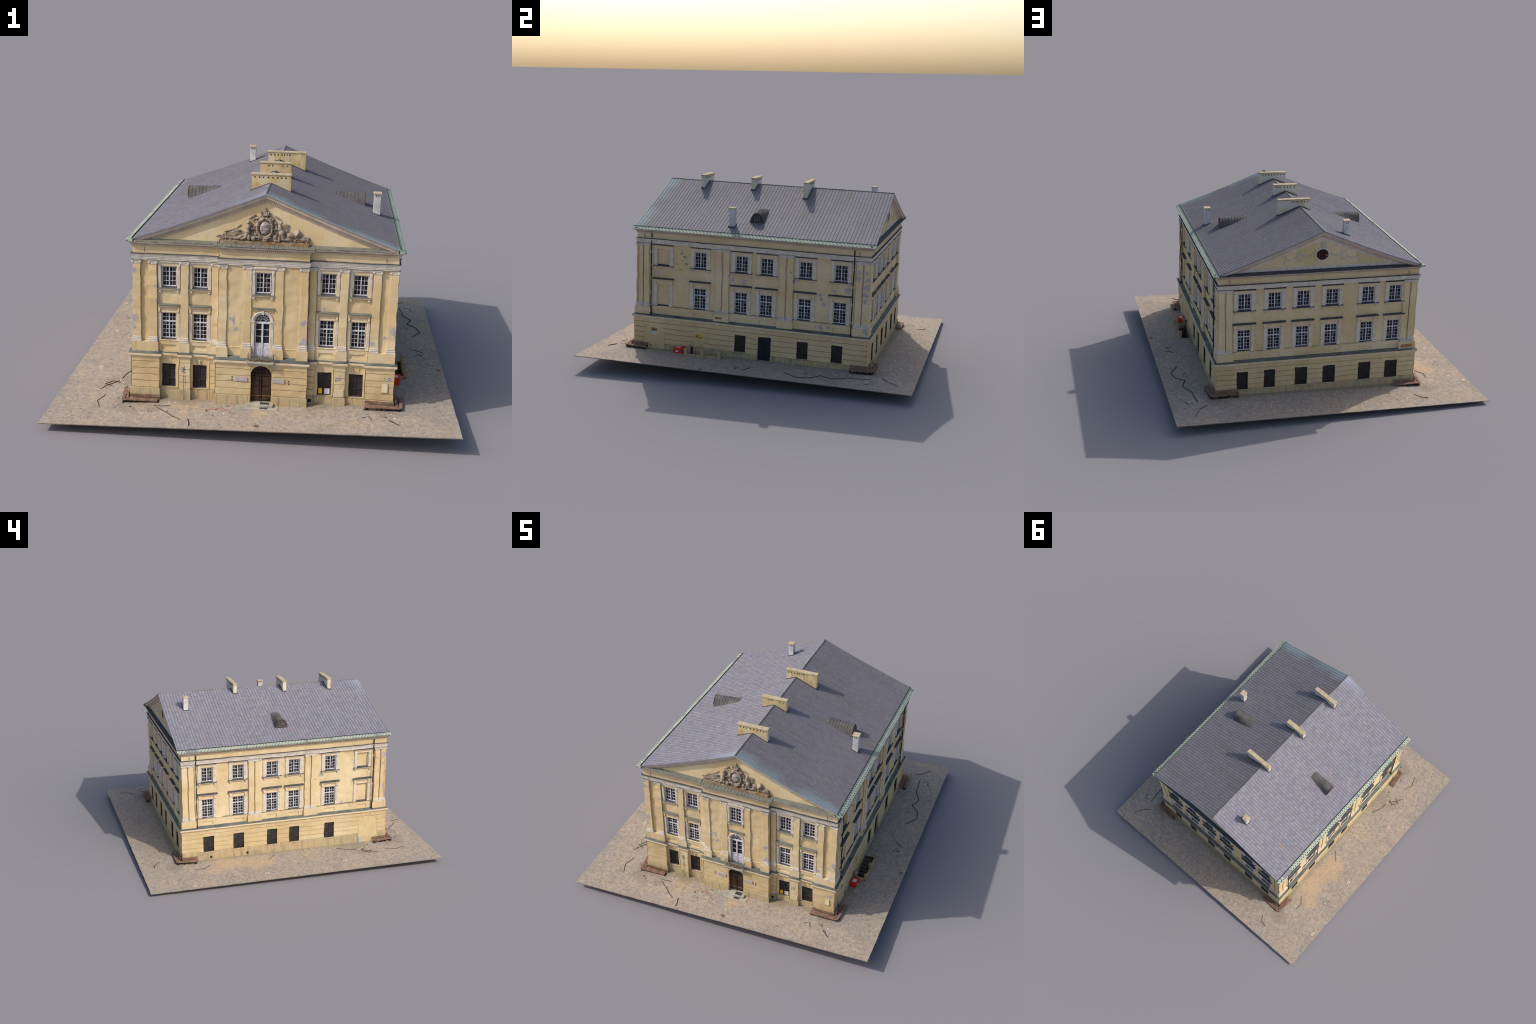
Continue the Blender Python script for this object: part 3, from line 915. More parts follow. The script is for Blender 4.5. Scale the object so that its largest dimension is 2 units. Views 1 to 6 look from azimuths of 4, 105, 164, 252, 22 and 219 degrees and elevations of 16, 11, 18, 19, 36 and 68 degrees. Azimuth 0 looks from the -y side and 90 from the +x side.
def pilaster(fr, uc, n, w=.0185, base=True):
    p = Builder()
    n0 = n - .012
    steps = 48
    rows = []
    for i in range(steps + 1):
        v = PT0 + (PT1 - PT0) * i / steps
        k_ = 1 - .06 * i / steps
        rows.append([fr(uc - w * k_, v, n0), fr(uc - w * k_, v, n - .0008), fr(uc - w * k_ + .0008, v, n), fr(uc + w * k_ - .0008, v, n), fr(uc + w * k_, v, n - .0008), fr(uc + w * k_, v, n0)])
    p.grid(rows, 0, FLIP[fr])
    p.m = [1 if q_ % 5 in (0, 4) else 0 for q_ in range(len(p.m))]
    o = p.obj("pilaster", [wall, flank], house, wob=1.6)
    q = Builder()
    q.box(fr, uc - w - .0035, uc + w + .0035, .3335, .3415, n0, n + .0055, 0, c=.0012)
    q.box(fr, uc - w - .0025, uc + w + .0025, .3415, .3495, n0, n + .0042, 0, c=.003)
    q.box(fr, uc - w - .0012, uc + w + .0012, .3495, .3575, n0, n + .0022, 0, c=.002)
    put("pilaster_base", q.mesh("pilaster_base", [stone], 1.0), o, IDENT)
    q = Builder()
    q.box(fr, uc - w - .001, uc + w + .001, .7035, .7065, n0, n + .0016, 0)
    q.box(fr, uc - w - .0005, uc + w + .0005, .7065, .7165, n0, n + .0018, 0)
    q.box(fr, uc - w - .0035, uc + w + .0035, .7165, .7225, n0, n + .0045, 0, c=.0012)
    q.box(fr, uc - w - .0040, uc + w + .0040, .7222, .7240, n0, n + .0056, 1, c=.0004)
    for s in (-1, 1):
        q.blob(fr, uc + s * (w - .0015), .7115, n + .001, .0062, .0058, .0042, 0, 0, 10, 6)
    put("capital", q.mesh("capital", [stone, slate], 1.0), o, IDENT)


def pedestal(fr, u0, u1, n):
    p = Builder()
    p.panel(fr, u0, u1, [(UP0 - .002, n), (.3338, n)])
    for uu, sg in ((u0, 0), (u1, 1)):
        p.face([fr(uu, UP0 - .002, n), fr(uu, UP0 - .002, n - .02), fr(uu, .3338, n - .02), fr(uu, .3338, n)], 0)
    p.face([fr(u0, .3338, n), fr(u1, .3338, n), fr(u1, .3338, n - .02), fr(u0, .3338, n - .02)], 0)
    p.obj("pedestal", [wall], house, wob=1.0, normals=True)


SN = .592
for fr in (RIGHT, LEFT):
    for u in (-.688, -.645, .645, .688):
        pilaster(fr, u, SN)
    for c in SP:
        pilaster(fr, c - .0225, SN - .001); pilaster(fr, c + .0225, SN - .001)
        pedestal(fr, c - .048, c + .048, SN + .007)
    pedestal(fr, -.7165, -.616, SN + .007); pedestal(fr, .616, .7165, SN + .007)
for s in (-1, 1):
    pilaster(BACK, s * .5705, .708); pilaster(BACK, s * .527, .708)
    pedestal(BACK, *sorted((s * .5985, s * .500)), .716)
    pilaster(FRONT, s * .577, .708); pilaster(FRONT, s * .502, .708); pilaster(FRONT, s * .3585, .708)
    pedestal(FRONT, *sorted((s * .5985, s * .4765)), .715)
    pedestal(FRONT, *sorted((s * .382, s * .334)), .713)
    pilaster(FRONT, s * .182, .731); pilaster(FRONT, s * .071, .731)
    pedestal(FRONT, *sorted((s * .2075, s * .155)), .742)
    pedestal(FRONT, *sorted((s * .0975, s * .050)), .742)
    pilaster(FRONT, s * .2195, .7065, .0155)
    pedestal(FRONT, *sorted((s * .237, s * .195)), .711)
    b = Builder()
    b.box(FRONT, *sorted((s * .0975, s * .155)), UP0 - .002, .333, .715, .7275, 0)
    b.box(FRONT, *sorted((s * .0975, s * .155)), .333, .3365, .715, .7295, 0)
    b.obj("dado_block", [wall], house, wob=1.0)

# ---- entablature -----------------------------------------------------------------
FP = [(-.5945, -.7065), (-.2005, -.7065), (-.2005, -.729), (.2005, -.729), (.2005, -.7065), (.592, -.7065), (.592, .7065), (-.5945, .7065)]
b = Builder()
b.sweep(FP, [(-.012, .7222), (.0030, .7225), (.0030, .7300), (.0046, .7306), (.0046, .7385), (.0062, .7392), (.0066, .7450), (.0086, .7475), (.0088, .7500)], 0)
b.obj("architrave", [stone], house, wob=1.0)
b = Builder()
b.sweep(FP, [(.0086, .7498), (.0096, .7502), (.0090, .7516), (-.001, .7535)], 0)
b.obj("architrave_flashing", [slate], house, wob=1.0)
b = Builder()
b.sweep(FP, [(0, .749), (0, .762), (0, .775), (0, .790)], 0, step=.015)
b.obj("frieze", [wall], house, wob=1.0)
b = Builder()
b.sweep(FP, [(-.002, .7835), (.0032, .7850), (.0032, .7860), (.0036, .7930), (.0075, .7950), (.0095, .7955), (.0130, .8010), (.0190, .8020), (.0195, .8062), (.0215, .8090), (.0205, .8105)], 0)
b.obj("cornice", [cornice_m], house, wob=0.9)


def along(path, pitch, closed=True):
    n_ = len(path)
    for i in range(n_ if closed else n_ - 1):
        a, c = Vector(path[i]), Vector(path[(i + 1) % n_])
        L = (c - a).length
        k_ = int(L / pitch)
        for j in range(k_):
            t = (j + .5) / k_
            d = (c - a).normalized()
            yield a + (c - a) * t, d, Vector((d.y, -d.x))


b = Builder()
for p, d, o in along(FP, .0088):
    q = [p + d * s * .0026 for s in (-1, 1)]
    lo, hi = .7868, .7930
    f_ = [q[0] + o * .0025, q[1] + o * .0025, q[1] + o * .0068, q[0] + o * .0068]
    A = [Vector((x.x, x.y, lo)) for x in f_]; B = [Vector((x.x, x.y, hi)) for x in f_]
    b.face(A[::-1]); b.face([A[2], A[3], B[3], B[2]]); b.face([A[1], A[2], B[2], B[1]]); b.face([A[3], A[0], B[0], B[3]])
b.obj("dentil_course", [trim], house, stuff=True, merge=False)

# metal cover of the horizontal cornice at the gables
b = Builder()
fl_front = [(-.61, -.700), (-.2205, -.700), (.2205, -.700), (.61, -.700)]
for a0, a1, tip in ((-.612, -.2205, .7275), (-.2205, .2205, .7505), (.2205, .612, .7275)):
    rows = []
    for i in range(25):
        u = a0 + (a1 - a0) * i / 24
        rows.append([FRONT(u, .8062, tip - .001), FRONT(u, .8105, tip + .0008), FRONT(u, .8118, tip - .001), FRONT(u, .8185, .700)])
    b.grid(rows, 0, True)
for s in (-.2205, .2205):
    b.face([FRONT(s, .8105, .7513), FRONT(s, .8118, .7505), FRONT(s, .8185, .700), FRONT(s, .806, .700), FRONT(s, .806, .7505)], 0)
# standing seams of the covers
for i in range(21):
    u = -.21 + .42 * i / 20
    b.tube([FRONT(u, .8122, .750), FRONT(u, .819, .702)], .0007, 0, 4)
b.obj("gable_ledge_cover", [lichen], house, wob=0.9)
b = Builder()
rows = []
for i in range(60):
    u = -.612 + 1.224 * i / 59
    rows.append([BACK(u, .8062, .7275), BACK(u, .8105, .7290), BACK(u, .8118, .7275), BACK(u, .8190, .700)])
b.grid(rows, 0)
b.obj("rear_ledge_cover", [slate], house, wob=0.9)

# ---- roof -------------------------------------------------------------------------
RIDGE, EX, EZ, APX = 1.0486, .6225, .8095, .594
SL = (RIDGE - .8215) / APX
YF, YB = -.7265, .7305


def roof_z(x):
    ax_ = abs(x)
    if ax_ <= APX:
        return RIDGE - SL * ax_ - .0065 * math.sin(math.pi * ax_ / APX)
    return .8215 - (ax_ - APX) * (.8215 - EZ) / (EX - APX)


def roof_pt(x, y, lift=0.0):
    sag = .0022 * noise.noise(Vector((x * 4, y * 4, 7))) + .0009 * noise.noise(Vector((x * 17, y * 17, 3)))
    edge_ = 1 if abs(x) > .02 else abs(x) / .02
    return Vector((x, y, roof_z(x) + sag * edge_ + lift))


nseam = int((YB - YF) / SEAM)
ys = []
yy = math.floor(YF / SEAM) * SEAM
ylist = [YF]
y = math.ceil(YF / SEAM) * SEAM
while y < YB:
    if y - YF > .004 and YB - y > .004:
        ylist.append(y)
    y += SEAM
ylist.append(YB)
for s, nm in ((-1, "roof_slope"), (1, "roof_slope")):
    b = Builder()
    rows = []
    prof_y = []
    for y in ylist:
        if y in (YF, YB):
            prof_y += [(y, 0)]
        else:
            prof_y += [(y - .0011, 0), (y - .0005, .0017), (y + .0005, .0017), (y + .0011, 0)]
    for y, lift in prof_y:
        r = []
        for i in range(31):
            x = APX * i / 30
            tap = 1 if .01 < x < APX - .012 else .15
            r.append(roof_pt(s * x, y, lift * tap))
        rows.append(r)
    b.grid(rows, 0, s > 0)
    for y in (YF, YB):
        top = [roof_pt(s * APX * i / 30, y) for i in range(31)]
        bot = [p - Vector((0, 0, .006)) for p in top]
        b.grid([top, bot], 0, (s > 0) == (y == YF))
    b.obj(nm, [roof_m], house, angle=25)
    # verdigris apron along the eaves
    b = Builder()
    rows = []
    OZ, MZ = (EZ, .8150) if s > 0 else (.8125, .8165)
    n_ = 90
    for j in range(n_ + 1):
        y = YF - .003 + (YB - YF + .005) * j / n_
        dz = .0012 * noise.noise(Vector((y * 22, s, 4)))
        dx = .0018 * noise.noise(Vector((y * 16, s * 3, 1)))
        rows.append([roof_pt(s * (APX - .004), y, -.001), roof_pt(s * (APX - .001), y, .0028), roof_pt(s * (APX + .003), y, .0006),
                     Vector((s * (APX + .016), y, MZ + dz)), Vector((s * (EX + dx), y, OZ + dz)), Vector((s * (EX - .001 + dx), y, OZ - .0012 + dz)), Vector((s * .612, y, .8065))])
    b.grid(rows, 0, s > 0)
    for y, fl_ in ((YF - .003, False), (YB + .002, True)):
        b.face([(s * (APX - .02), y, .806), (s * (APX - .004), y, .824), (s * EX, y, OZ), (s * EX, y, OZ - .0012), (s * .612, y, .8065)], 0)
    b.obj("eaves_apron", [apron_m], house, angle=30)
    # dark lap between sheets and apron
    b = Builder()
    b.tube([roof_pt(s * (APX - .001), YF + (YB - YF) * j / 60, .0012 + .001 * noise.noise(Vector((j * .7, s, 2)))) for j in range(61)], .0022 if s > 0 else .0032, 0, 5)
    b.obj("eaves_gutter", [iron], house)
    # soffit
    b = Builder()
    b.face([(s * .585, YF, .806), (s * .612, YF, .806), (s * .612, YB, .806), (s * .585, YB, .806)], 0)
    b.obj("soffit", [cornice_m], house)
b = Builder()
b.tube([Vector((0, YF + (YB - YF) * j / 50, RIDGE - .0012 + .001 * noise.noise(Vector((j * .6, 0, 5))))) for j in range(51)], .0042, 0, 8)
b.obj("ridge_cap", [ridge_m], house)

# ---- gables ------------------------------------------------------------------------
for fr, nm in ((FRONT, "front_tympanum"), (BACK, "rear_tympanum")):
    b = Builder()
    rows = []
    for i in range(81):
        u = -.585 + 1.17 * i / 80
        top = max(.8165, RIDGE - .012 - SL * abs(u))
        rows.append([fr(u, .815 + (top - .815) * j / 16, .7005) for j in range(17)])
    b.grid(rows, 0, not FLIP[fr])
    b.obj(nm, [wall], house, wob=1.1)
    YE = -YF if fr is FRONT else YB
    # raking cornice
    b = Builder(); dn = Builder()
    prof = [(.6985, -.0420), (.7045, -.0415), (.7050, -.0330), (.7105, -.0310), (.7150, -.0240), (YE - .007, -.0215), (YE - .0060, -.0120), (YE - .0015, -.0070), (YE - .0005, -.0030)]
    for s in (-1, 1):
        rows = []
        for i in range(61):
            u = s * (.612 - .612 * i / 60)
            z = roof_z(u) if abs(u) < APX else RIDGE - SL * abs(u)
            rows.append([fr(u, max(.8105, z + dz), n_) for n_, dz in prof])
        b.grid(rows, 0, (s > 0) == FLIP[fr])
        L = math.hypot(.545, .545 * SL)
        kk = int(L / .0088)
        for j in range(kk):
            u = s * .545 * (j + .5) / kk
            z = RIDGE - SL * abs(u) - .0325
            if z < .822:
                continue
            dn.box(fr, u - .0026, u + .0026, z - .0065, z - .0005, .7030, .7085, 0, c=.0003)
    rk = b.obj("raking_cornice", [cornice_m], house, wob=0.8)
    put("raking_dentil_course", dn.mesh("raking_dentil_course", [trim], merge=False), house, HOUSE, True)
# pale border inside the rear gable
b = Builder()
b.box(BACK, -.545, .545, .818, .834, .699, .7035, 0)
for s in (-1, 1):
    rows = []
    for i in range(41):
        u = s * (.52 - .52 * i / 40)
        z = RIDGE - SL * abs(u) - .040
        rows.append([BACK(u, z, .7035), BACK(u, max(.8185, z - .018), .7035), BACK(u, max(.8185, z - .018), .699)])
    b.grid(rows, 0, s < 0)
b.obj("tympanum_border", [stone], house, wob=1.0)
# oculus
b = Builder()
rows = []
for i in range(33):
    a = 2 * math.pi * i / 32
    rows.append([BACK(-.003 + r_ * math.cos(a), .903 + r_ * .90 * math.sin(a), n_) for r_, n_ in ((.0445, .700), (.0440, .7060), (.0375, .7070), (.0350, .7045), (.0350, .6990))])
b.grid(rows, 0)
b.obj("oculus_surround", [stone], house)
b = Builder()
b.face([BACK(-.003 + .035 * math.cos(2 * math.pi * i / 32), .903 + .0315 * math.sin(2 * math.pi * i / 32), .7012) for i in range(32)], 0)
oc = b.obj("oculus_window", [simple("oculus_dark", lin(44, 30, 30), lin(60, 36, 34), 40)], house)
b = Builder()
for t in (-.5, 0, .5):
    h = .0315 * math.sqrt(1 - t * t)
    b.box(BACK, -.003 + t * .035 - .001, -.003 + t * .035 + .001, .903 - h, .903 + h, .701, .7030, 0, c=.0002)
    h = .035 * math.sqrt(1 - t * t)
    b.box(BACK, -.003 - h, -.003 + h, .903 + t * .0315 - .0009, .903 + t * .0315 + .0009, .701, .7028, 0, c=.0002)
put("oculus_muntin", b.mesh("oculus_muntin", [simple("oxblood_paint", lin(96, 48, 44), lin(118, 62, 56), 40)]), oc, IDENT)
# festoons
b = Builder()


def swag(pts, r):
    for (ua, va), (uc_, vc), (ub, vb) in zip(pts[::2], pts[1::2], pts[2::2]):
        for i in range(15):
            t = i / 14
            u = ua * (1 - t) ** 2 + 2 * uc_ * t * (1 - t) + ub * t * t
            v = va * (1 - t) ** 2 + 2 * vc * t * (1 - t) + vb * t * t
            b.blob(BACK, u, v, .7020, r * random.uniform(.8, 1.2), r * random.uniform(.8, 1.2), r * .9, 0, 0, 7, 5)


swag([(.0, .944), (.030, .935), (.038, .920), (.070, .872), (.110, .912), (.135, .915), (.148, .895), (.177, .858), (.210, .888)], .0034)
swag([(-.005, .944), (-.034, .935), (-.044, .918), (-.078, .872), (-.118, .908), (-.140, .912), (-.152, .890), (-.182, .858), (-.216, .888)], .0034)
for cu in (.127, -.133):
    for i in range(18):
        a = 2 * math.pi * i / 18
        b.blob(BACK, cu + .015 * math.cos(a), .887 + .018 * math.sin(a), .7020, .0034, .0034, .0034, 0, 0, 7, 5)
    for s in (-1, 1):
        b.blob(BACK, cu + s * .009, .918, .7020, .004, .008, .003, s * .5, 0, 8, 5)
for cu in (.214, -.220):
    for i in range(9):
        b.blob(BACK, cu, .886 - i * .0042, .7020, .0032, .0034, .003, 0, 0, 7, 5)
    for s in (-1, 1):
        b.blob(BACK, cu + s * .008, .899, .7020, .0036, .007, .003, s * .6, 0, 8, 5)
b.obj("festoon", [stone], house, angle=60)
b = Builder()
b.blob(BACK, -.005, .957, .702, .010, .013, .008, 0, 0, 12, 8)
for a in range(9):
    t = math.pi * a / 8
    b.blob(BACK, -.005 + .015 * math.cos(t), .962 + .012 * math.sin(t), .7015, .0042, .0042, .004, 0, 0, 7, 5)
b.blob(BACK, -.009, .960, .709, .0022, .0016, .002); b.blob(BACK, -.001, .960, .709, .0022, .0016, .002); b.blob(BACK, -.005, .956, .7095, .0018, .004, .0025)
b.obj("mascaron", [stone], house, angle=60)

# ---- carved arms in the front gable ---------------------------------------------------
TN = .7005


def lumpy(bld, name, parent, mat, amp=.0022, matrix=HOUSE):
    amp *= 1.35
    for i, p in enumerate(bld.v):
        bld.v[i] = p + noise.noise_vector(p * 70) * amp + noise.noise_vector(p * 160) * amp * .5
    return put(name, bld.mesh(name, [mat], angle=60), parent, matrix)


b = Builder()
b.panel(FRONT, -.200, .194, [(.812, .7230), (.8305, .7225)], step=.008)
b.panel(LEFT, -.7230, -TN, [(.812, .200), (.8305, .200)]); b.panel(RIGHT, -.7230, -TN, [(.812, .194), (.8305, .194)])
b.grid([[FRONT(-.200 + .394 * i / 40, .8305, n_) for n_ in (.7225, .712, TN)] for i in range(41)], 0, True)
arms = lumpy(b, "relief_base", house, moss_stone, .0018)
R = random.Random(5)
b = Builder()
rows = []
for i in range(141):
    u = -.222 + .424 * i / 140
    env = 0.0
    row_ = []
    for j in range(61):
        v = .826 + (min(.984, RIDGE - .050 - SL * abs(u)) - .826) * j / 60
        hgt = .128 * max(0.0, 1 - (abs(u + .004) / .085) ** 1.5)
        hgt = max(hgt, .050 * max(0.0, 1 - (abs(u + .012) / .20) ** 4))
        d = (.832 + hgt - v) / .014 + .9 * noise.noise(Vector((u * 40, v * 40, 3)))
        m = min(1.0, max(0.0, d))
        q = Vector((u * 75, v * 75, 1.0))
        rel = abs(noise.noise(q)) * 1.2 + abs(noise.noise(q * 2.1 + Vector((3, 3, 3)))) * .7
        row_.append(FRONT(u, v, TN - .0025 + m * (.0035 + .0085 * rel)))
    rows.append(row_)
b.grid(rows, 0, True)
put("carved_foliage", b.mesh("carved_foliage", [relief_m], angle=70), arms, IDENT)
b = Builder()
cu, cv = -.004, .892
b.blob(FRONT, cu, cv, .706, .0250, .0330, .0190, 0, 0, 28, 20)
b.blob(FRONT, cu, cv + .010, .7205, .0150, .0100, .0060); b.blob(FRONT, cu, cv - .006, .7230, .0200, .0022, .0040); b.blob(FRONT, cu - .001, cv - .014, .7215, .0060, .0040, .0045)
lumpy(b, "oval_shield", arms, simple("shield_stone", lin(150, 138, 130), lin(196, 182, 172), 55, fine=.3), .0030, IDENT)
b = Builder()
for i in range(30):
    a = 2 * math.pi * i / 30
    b.blob(FRONT, cu + .0335 * math.cos(a), cv + .0425 * math.sin(a), .708, .0078, .0072, .0140, a, 0, 9, 6)
for i in range(16):
    a = 2 * math.pi * i / 16 + .2
    b.blob(FRONT, cu + .0420 * math.cos(a), cv + .0480 * math.sin(a), .705, .0075, .0060, .0090, a + .6, 0, 8, 6)
for i in range(7):
    b.blob(FRONT, cu - .022 + .0075 * i, .850 - .006 * math.sin(math.pi * i / 6), .713, .0075, .0042, .011, 0, 0, 8, 6)
b.blob(FRONT, cu, .838, .712, .012, .010, .011)
lumpy(b, "cartouche", arms, relief_m, .0024, IDENT)
b = Builder()
b.blob(FRONT, cu, .950, .707, .0200, .0060, .0130)
for i in range(5):
    b.blob(FRONT, cu - .016 + .008 * i, .957, .708, .0045, .0080, .0100, (2 - i) * .18)
b.blob(FRONT, cu, .966, .707, .010, .007, .009); b.blob(FRONT, cu, .975, .706, .0042, .0075, .005)
lumpy(b, "crown", arms, relief_m, .0016, IDENT)
# seated figures
for s, hu, tag in ((-1, -.076, 0), (1, .066, 0)):
    b = Builder()
    b.blob(FRONT, hu, .9160, .7130, .0075, .0090, .0085)
    b.blob(FRONT, hu - s * .002, .8940, .7100, .0105, .0175, .0120, s * .12)
    b.blob(FRONT, hu + s * .004, .8720, .7110, .0135, .0150, .0140, s * -.3)
    b.blob(FRONT, hu - s * .016, .8880, .7140, .0140, .0048, .0060, s * .25)
    b.blob(FRONT, hu + s * .010, .8560, .7130, .0090, .0180, .0110, s * .35)
    b.blob(FRONT, hu - s * .004, .8480, .7140, .0080, .0160, .0110, s * -.1)
    b.blob(FRONT, hu + s * .018, .8430, .7120, .0170, .0070, .0110, s * -.2)
    lumpy(b, "allegorical_figure", arms, relief_m, .0026, IDENT)
b = Builder()     # putto / mask low left of the shield
b.blob(FRONT, -.052, .843, .714, .0095, .0110, .0110); b.blob(FRONT, .044, .850, .713, .0100, .0130, .0105); b.blob(FRONT, .048, .838, .713, .0110, .0080, .0110)
lumpy(b, "putto", arms, relief_m, .0026, IDENT)
b = Builder()
for i in range(150):
    u = R.uniform(-.19, .19)
    lim = .835 + .105 * max(0.0, 1 - (abs(u + .004) / .085) ** 1.5) + .022
    v = R.uniform(.834, lim)
    if ((u - cu) / .028) ** 2 + ((v - cv) / .036) ** 2 < 1:
        continue
    r_ = R.uniform(.0025, .0060)
    b.blob(FRONT, u, v, .7040 + R.uniform(.0, .006), r_ * R.uniform(1, 2.4), r_, r_ * R.uniform(.9, 1.6), R.uniform(-1.5, 1.5), 0, 8, 6)
lumpy(b, "carved_drapery", arms, relief_m, .0020, IDENT)
b = Builder()     # lion
b.blob(FRONT, .140, .8700, .7100, .0160, .0185, .0130)
b.blob(FRONT, .137, .8660, .7200, .0085, .0100, .0070)
b.blob(FRONT, .112, .8600, .7060, .0220, .0130, .0100, .25)
b.blob(FRONT, .164, .8460, .7080, .0210, .0090, .0110, -.1); b.blob(FRONT, .188, .8470, .7060, .0080, .0120, .0080)
b.blob(FRONT, .096, .8450, .7100, .0200, .0085, .0110, .1)
lumpy(b, "lion", arms, relief_m, .0026, IDENT)
b = Builder()     # trophies of arms and palm fronds on the left
for i in range(11):
    t = i / 10
    b.blob(FRONT, -.150 + R.uniform(-.01, .012), .842 + .032 * t, .7060, .054 - .026 * t, .0038, .0085 - .002 * t, .05 + .30 * t * R.uniform(.5, 1.2), 0, 8, 10)
for i in range(8):
    b.blob(FRONT, -.125 + .008 * i, .840 + R.uniform(0, .012), .7100, .0120, .0060, .0100, R.uniform(-.4, .5))
b.blob(FRONT, -.212, .846, .7030, .0120, .0030, .0045, .2)
b.blob(FRONT, -.120, .890, .7015, .0180, .0028, .0030, .75); b.blob(FRONT, -.060, .940, .7030, .0200, .0040, .0055, .45); b.blob(FRONT, -.052, .930, .7030, .0060, .0150, .0055, -.2)
b.blob(FRONT, .050, .938, .7025, .0180, .0036, .0050, -.6); b.blob(FRONT, .097, .905, .7025, .0100, .0045, .0055, -.3); b.blob(FRONT, .094, .888, .7040, .0050, .0150, .0065, -.1)
lumpy(b, "trophy_of_arms", arms, relief_m, .0022, IDENT)

# ---- windows -------------------------------------------------------------------------
def sash(kind, w, h, var):
    """glazed sash: returns (frame mesh, pane mesh), origin bottom centre, outward -y"""
    rnd_ = random.Random(f"{kind}{var}")
    f, p = Builder(), Builder()
    hw = w / 2
    fr = FRONT
    if kind == "G":
        e, mw, cols, rows_, tr = .0030, .0022, 2, 3, None
    elif kind == "U":
        e, mw, cols, rows_, tr = .0036, .0017, 4, 4, None
    else:
        e, mw, cols, rows_, tr = .0036, .0017, 4, 6, 4
    f.box(fr, -hw, hw, 0, e * 1.15, 0, .0055, 0, c=.0006); f.box(fr, -hw, hw, h - e, h, 0, .0055, 0, c=.0006)
    f.box(fr, -hw, -hw + e, e, h - e, 0, .0055, 0, c=.0006); f.box(fr, hw - e, hw, e, h - e, 0, .0055, 0, c=.0006)
    us = [-hw + e + (w - 2 * e) * i / cols for i in range(cols + 1)]
    vs = [e + (h - 2 * e) * i / rows_ for i in range(rows_ + 1)]
    for i, u in enumerate(us[1:-1], 1):
        m = .0026 if (kind != "G" and i == cols // 2) else mw / 2
        d = .0060 if m > .002 else .0036
        for a in range(rows_):
            j1, j2 = rnd_.uniform(-.0006, .0006), rnd_.uniform(-.0006, .0006)
            f.box(fr, u - m + j1, u + m + j1, vs[a], vs[a + 1], 0, d, 0, c=.0004)
    for i, v in enumerate(vs[1:-1], 1):
        m = .0030 if i == tr else mw / 2
        d = .0064 if i == tr else .0034
        for c_i in range(cols):
            j1 = rnd_.uniform(-.0005, .0005)
            f.box(fr, us[c_i], us[c_i + 1], v - m + j1, v + m + j1, 0, d, 0, c=.0004)
    for a in range(rows_):
        for c_i in range(cols):
            t = [rnd_.uniform(-.0007, .0007) for _ in range(4)]
            p.face([fr(us[c_i], vs[a], t[0] + .0004), fr(us[c_i + 1], vs[a], t[1] + .0004), fr(us[c_i + 1], vs[a + 1], t[2] + .0004), fr(us[c_i], vs[a + 1], t[3] + .0004)])
    fm, pm = (dark_frame, dark_pane) if kind == "G" else (white_paint, pane_m)
    return f.mesh("window_" + kind, [fm], merge=False), p.mesh("panes_" + kind, [pm], merge=False)


SASH = {(kk, v): sash(kk, *dim, v) for kk, dim in {"U": (.072, .092), "F": (.072, .124), "G": (.070, .108)}.items() for v in range(4)}
count = 0


def window(fr, u, v0, v1, n, w, kind):
    global count
    count += 1
    fm, pm = SASH[kind, count % 4]
    H = {"U": .092, "F": .124, "G": .108}[kind]
    W = {"U": .072, "F": .072, "G": .070}[kind]
    m = HOUSE @ Matrix.Translation(fr(u, v0, n)) @ Matrix.Rotation(TURN[fr], 4, 'Z') @ Matrix.Diagonal((w / W, 1, (v1 - v0) / H, 1))
    o = put("window", fm, house, m)
    put("window_pane", pm, o, IDENT)
    return o


def sill_mesh(w):
    s = Builder()
    s.face([FRONT(-w, .008, 0), FRONT(w, .008, 0), FRONT(w, .0015, .0125), FRONT(-w, .0015, .0125)])
    s.face([FRONT(-w, .0015, .0125), FRONT(w, .0015, .0125), FRONT(w, -.001, .0125), FRONT(-w, -.001, .0125)])
    return s.mesh("window_sill", [slate])


SILL_S, SILL_F = sill_mesh(.0375), sill_mesh(.033)


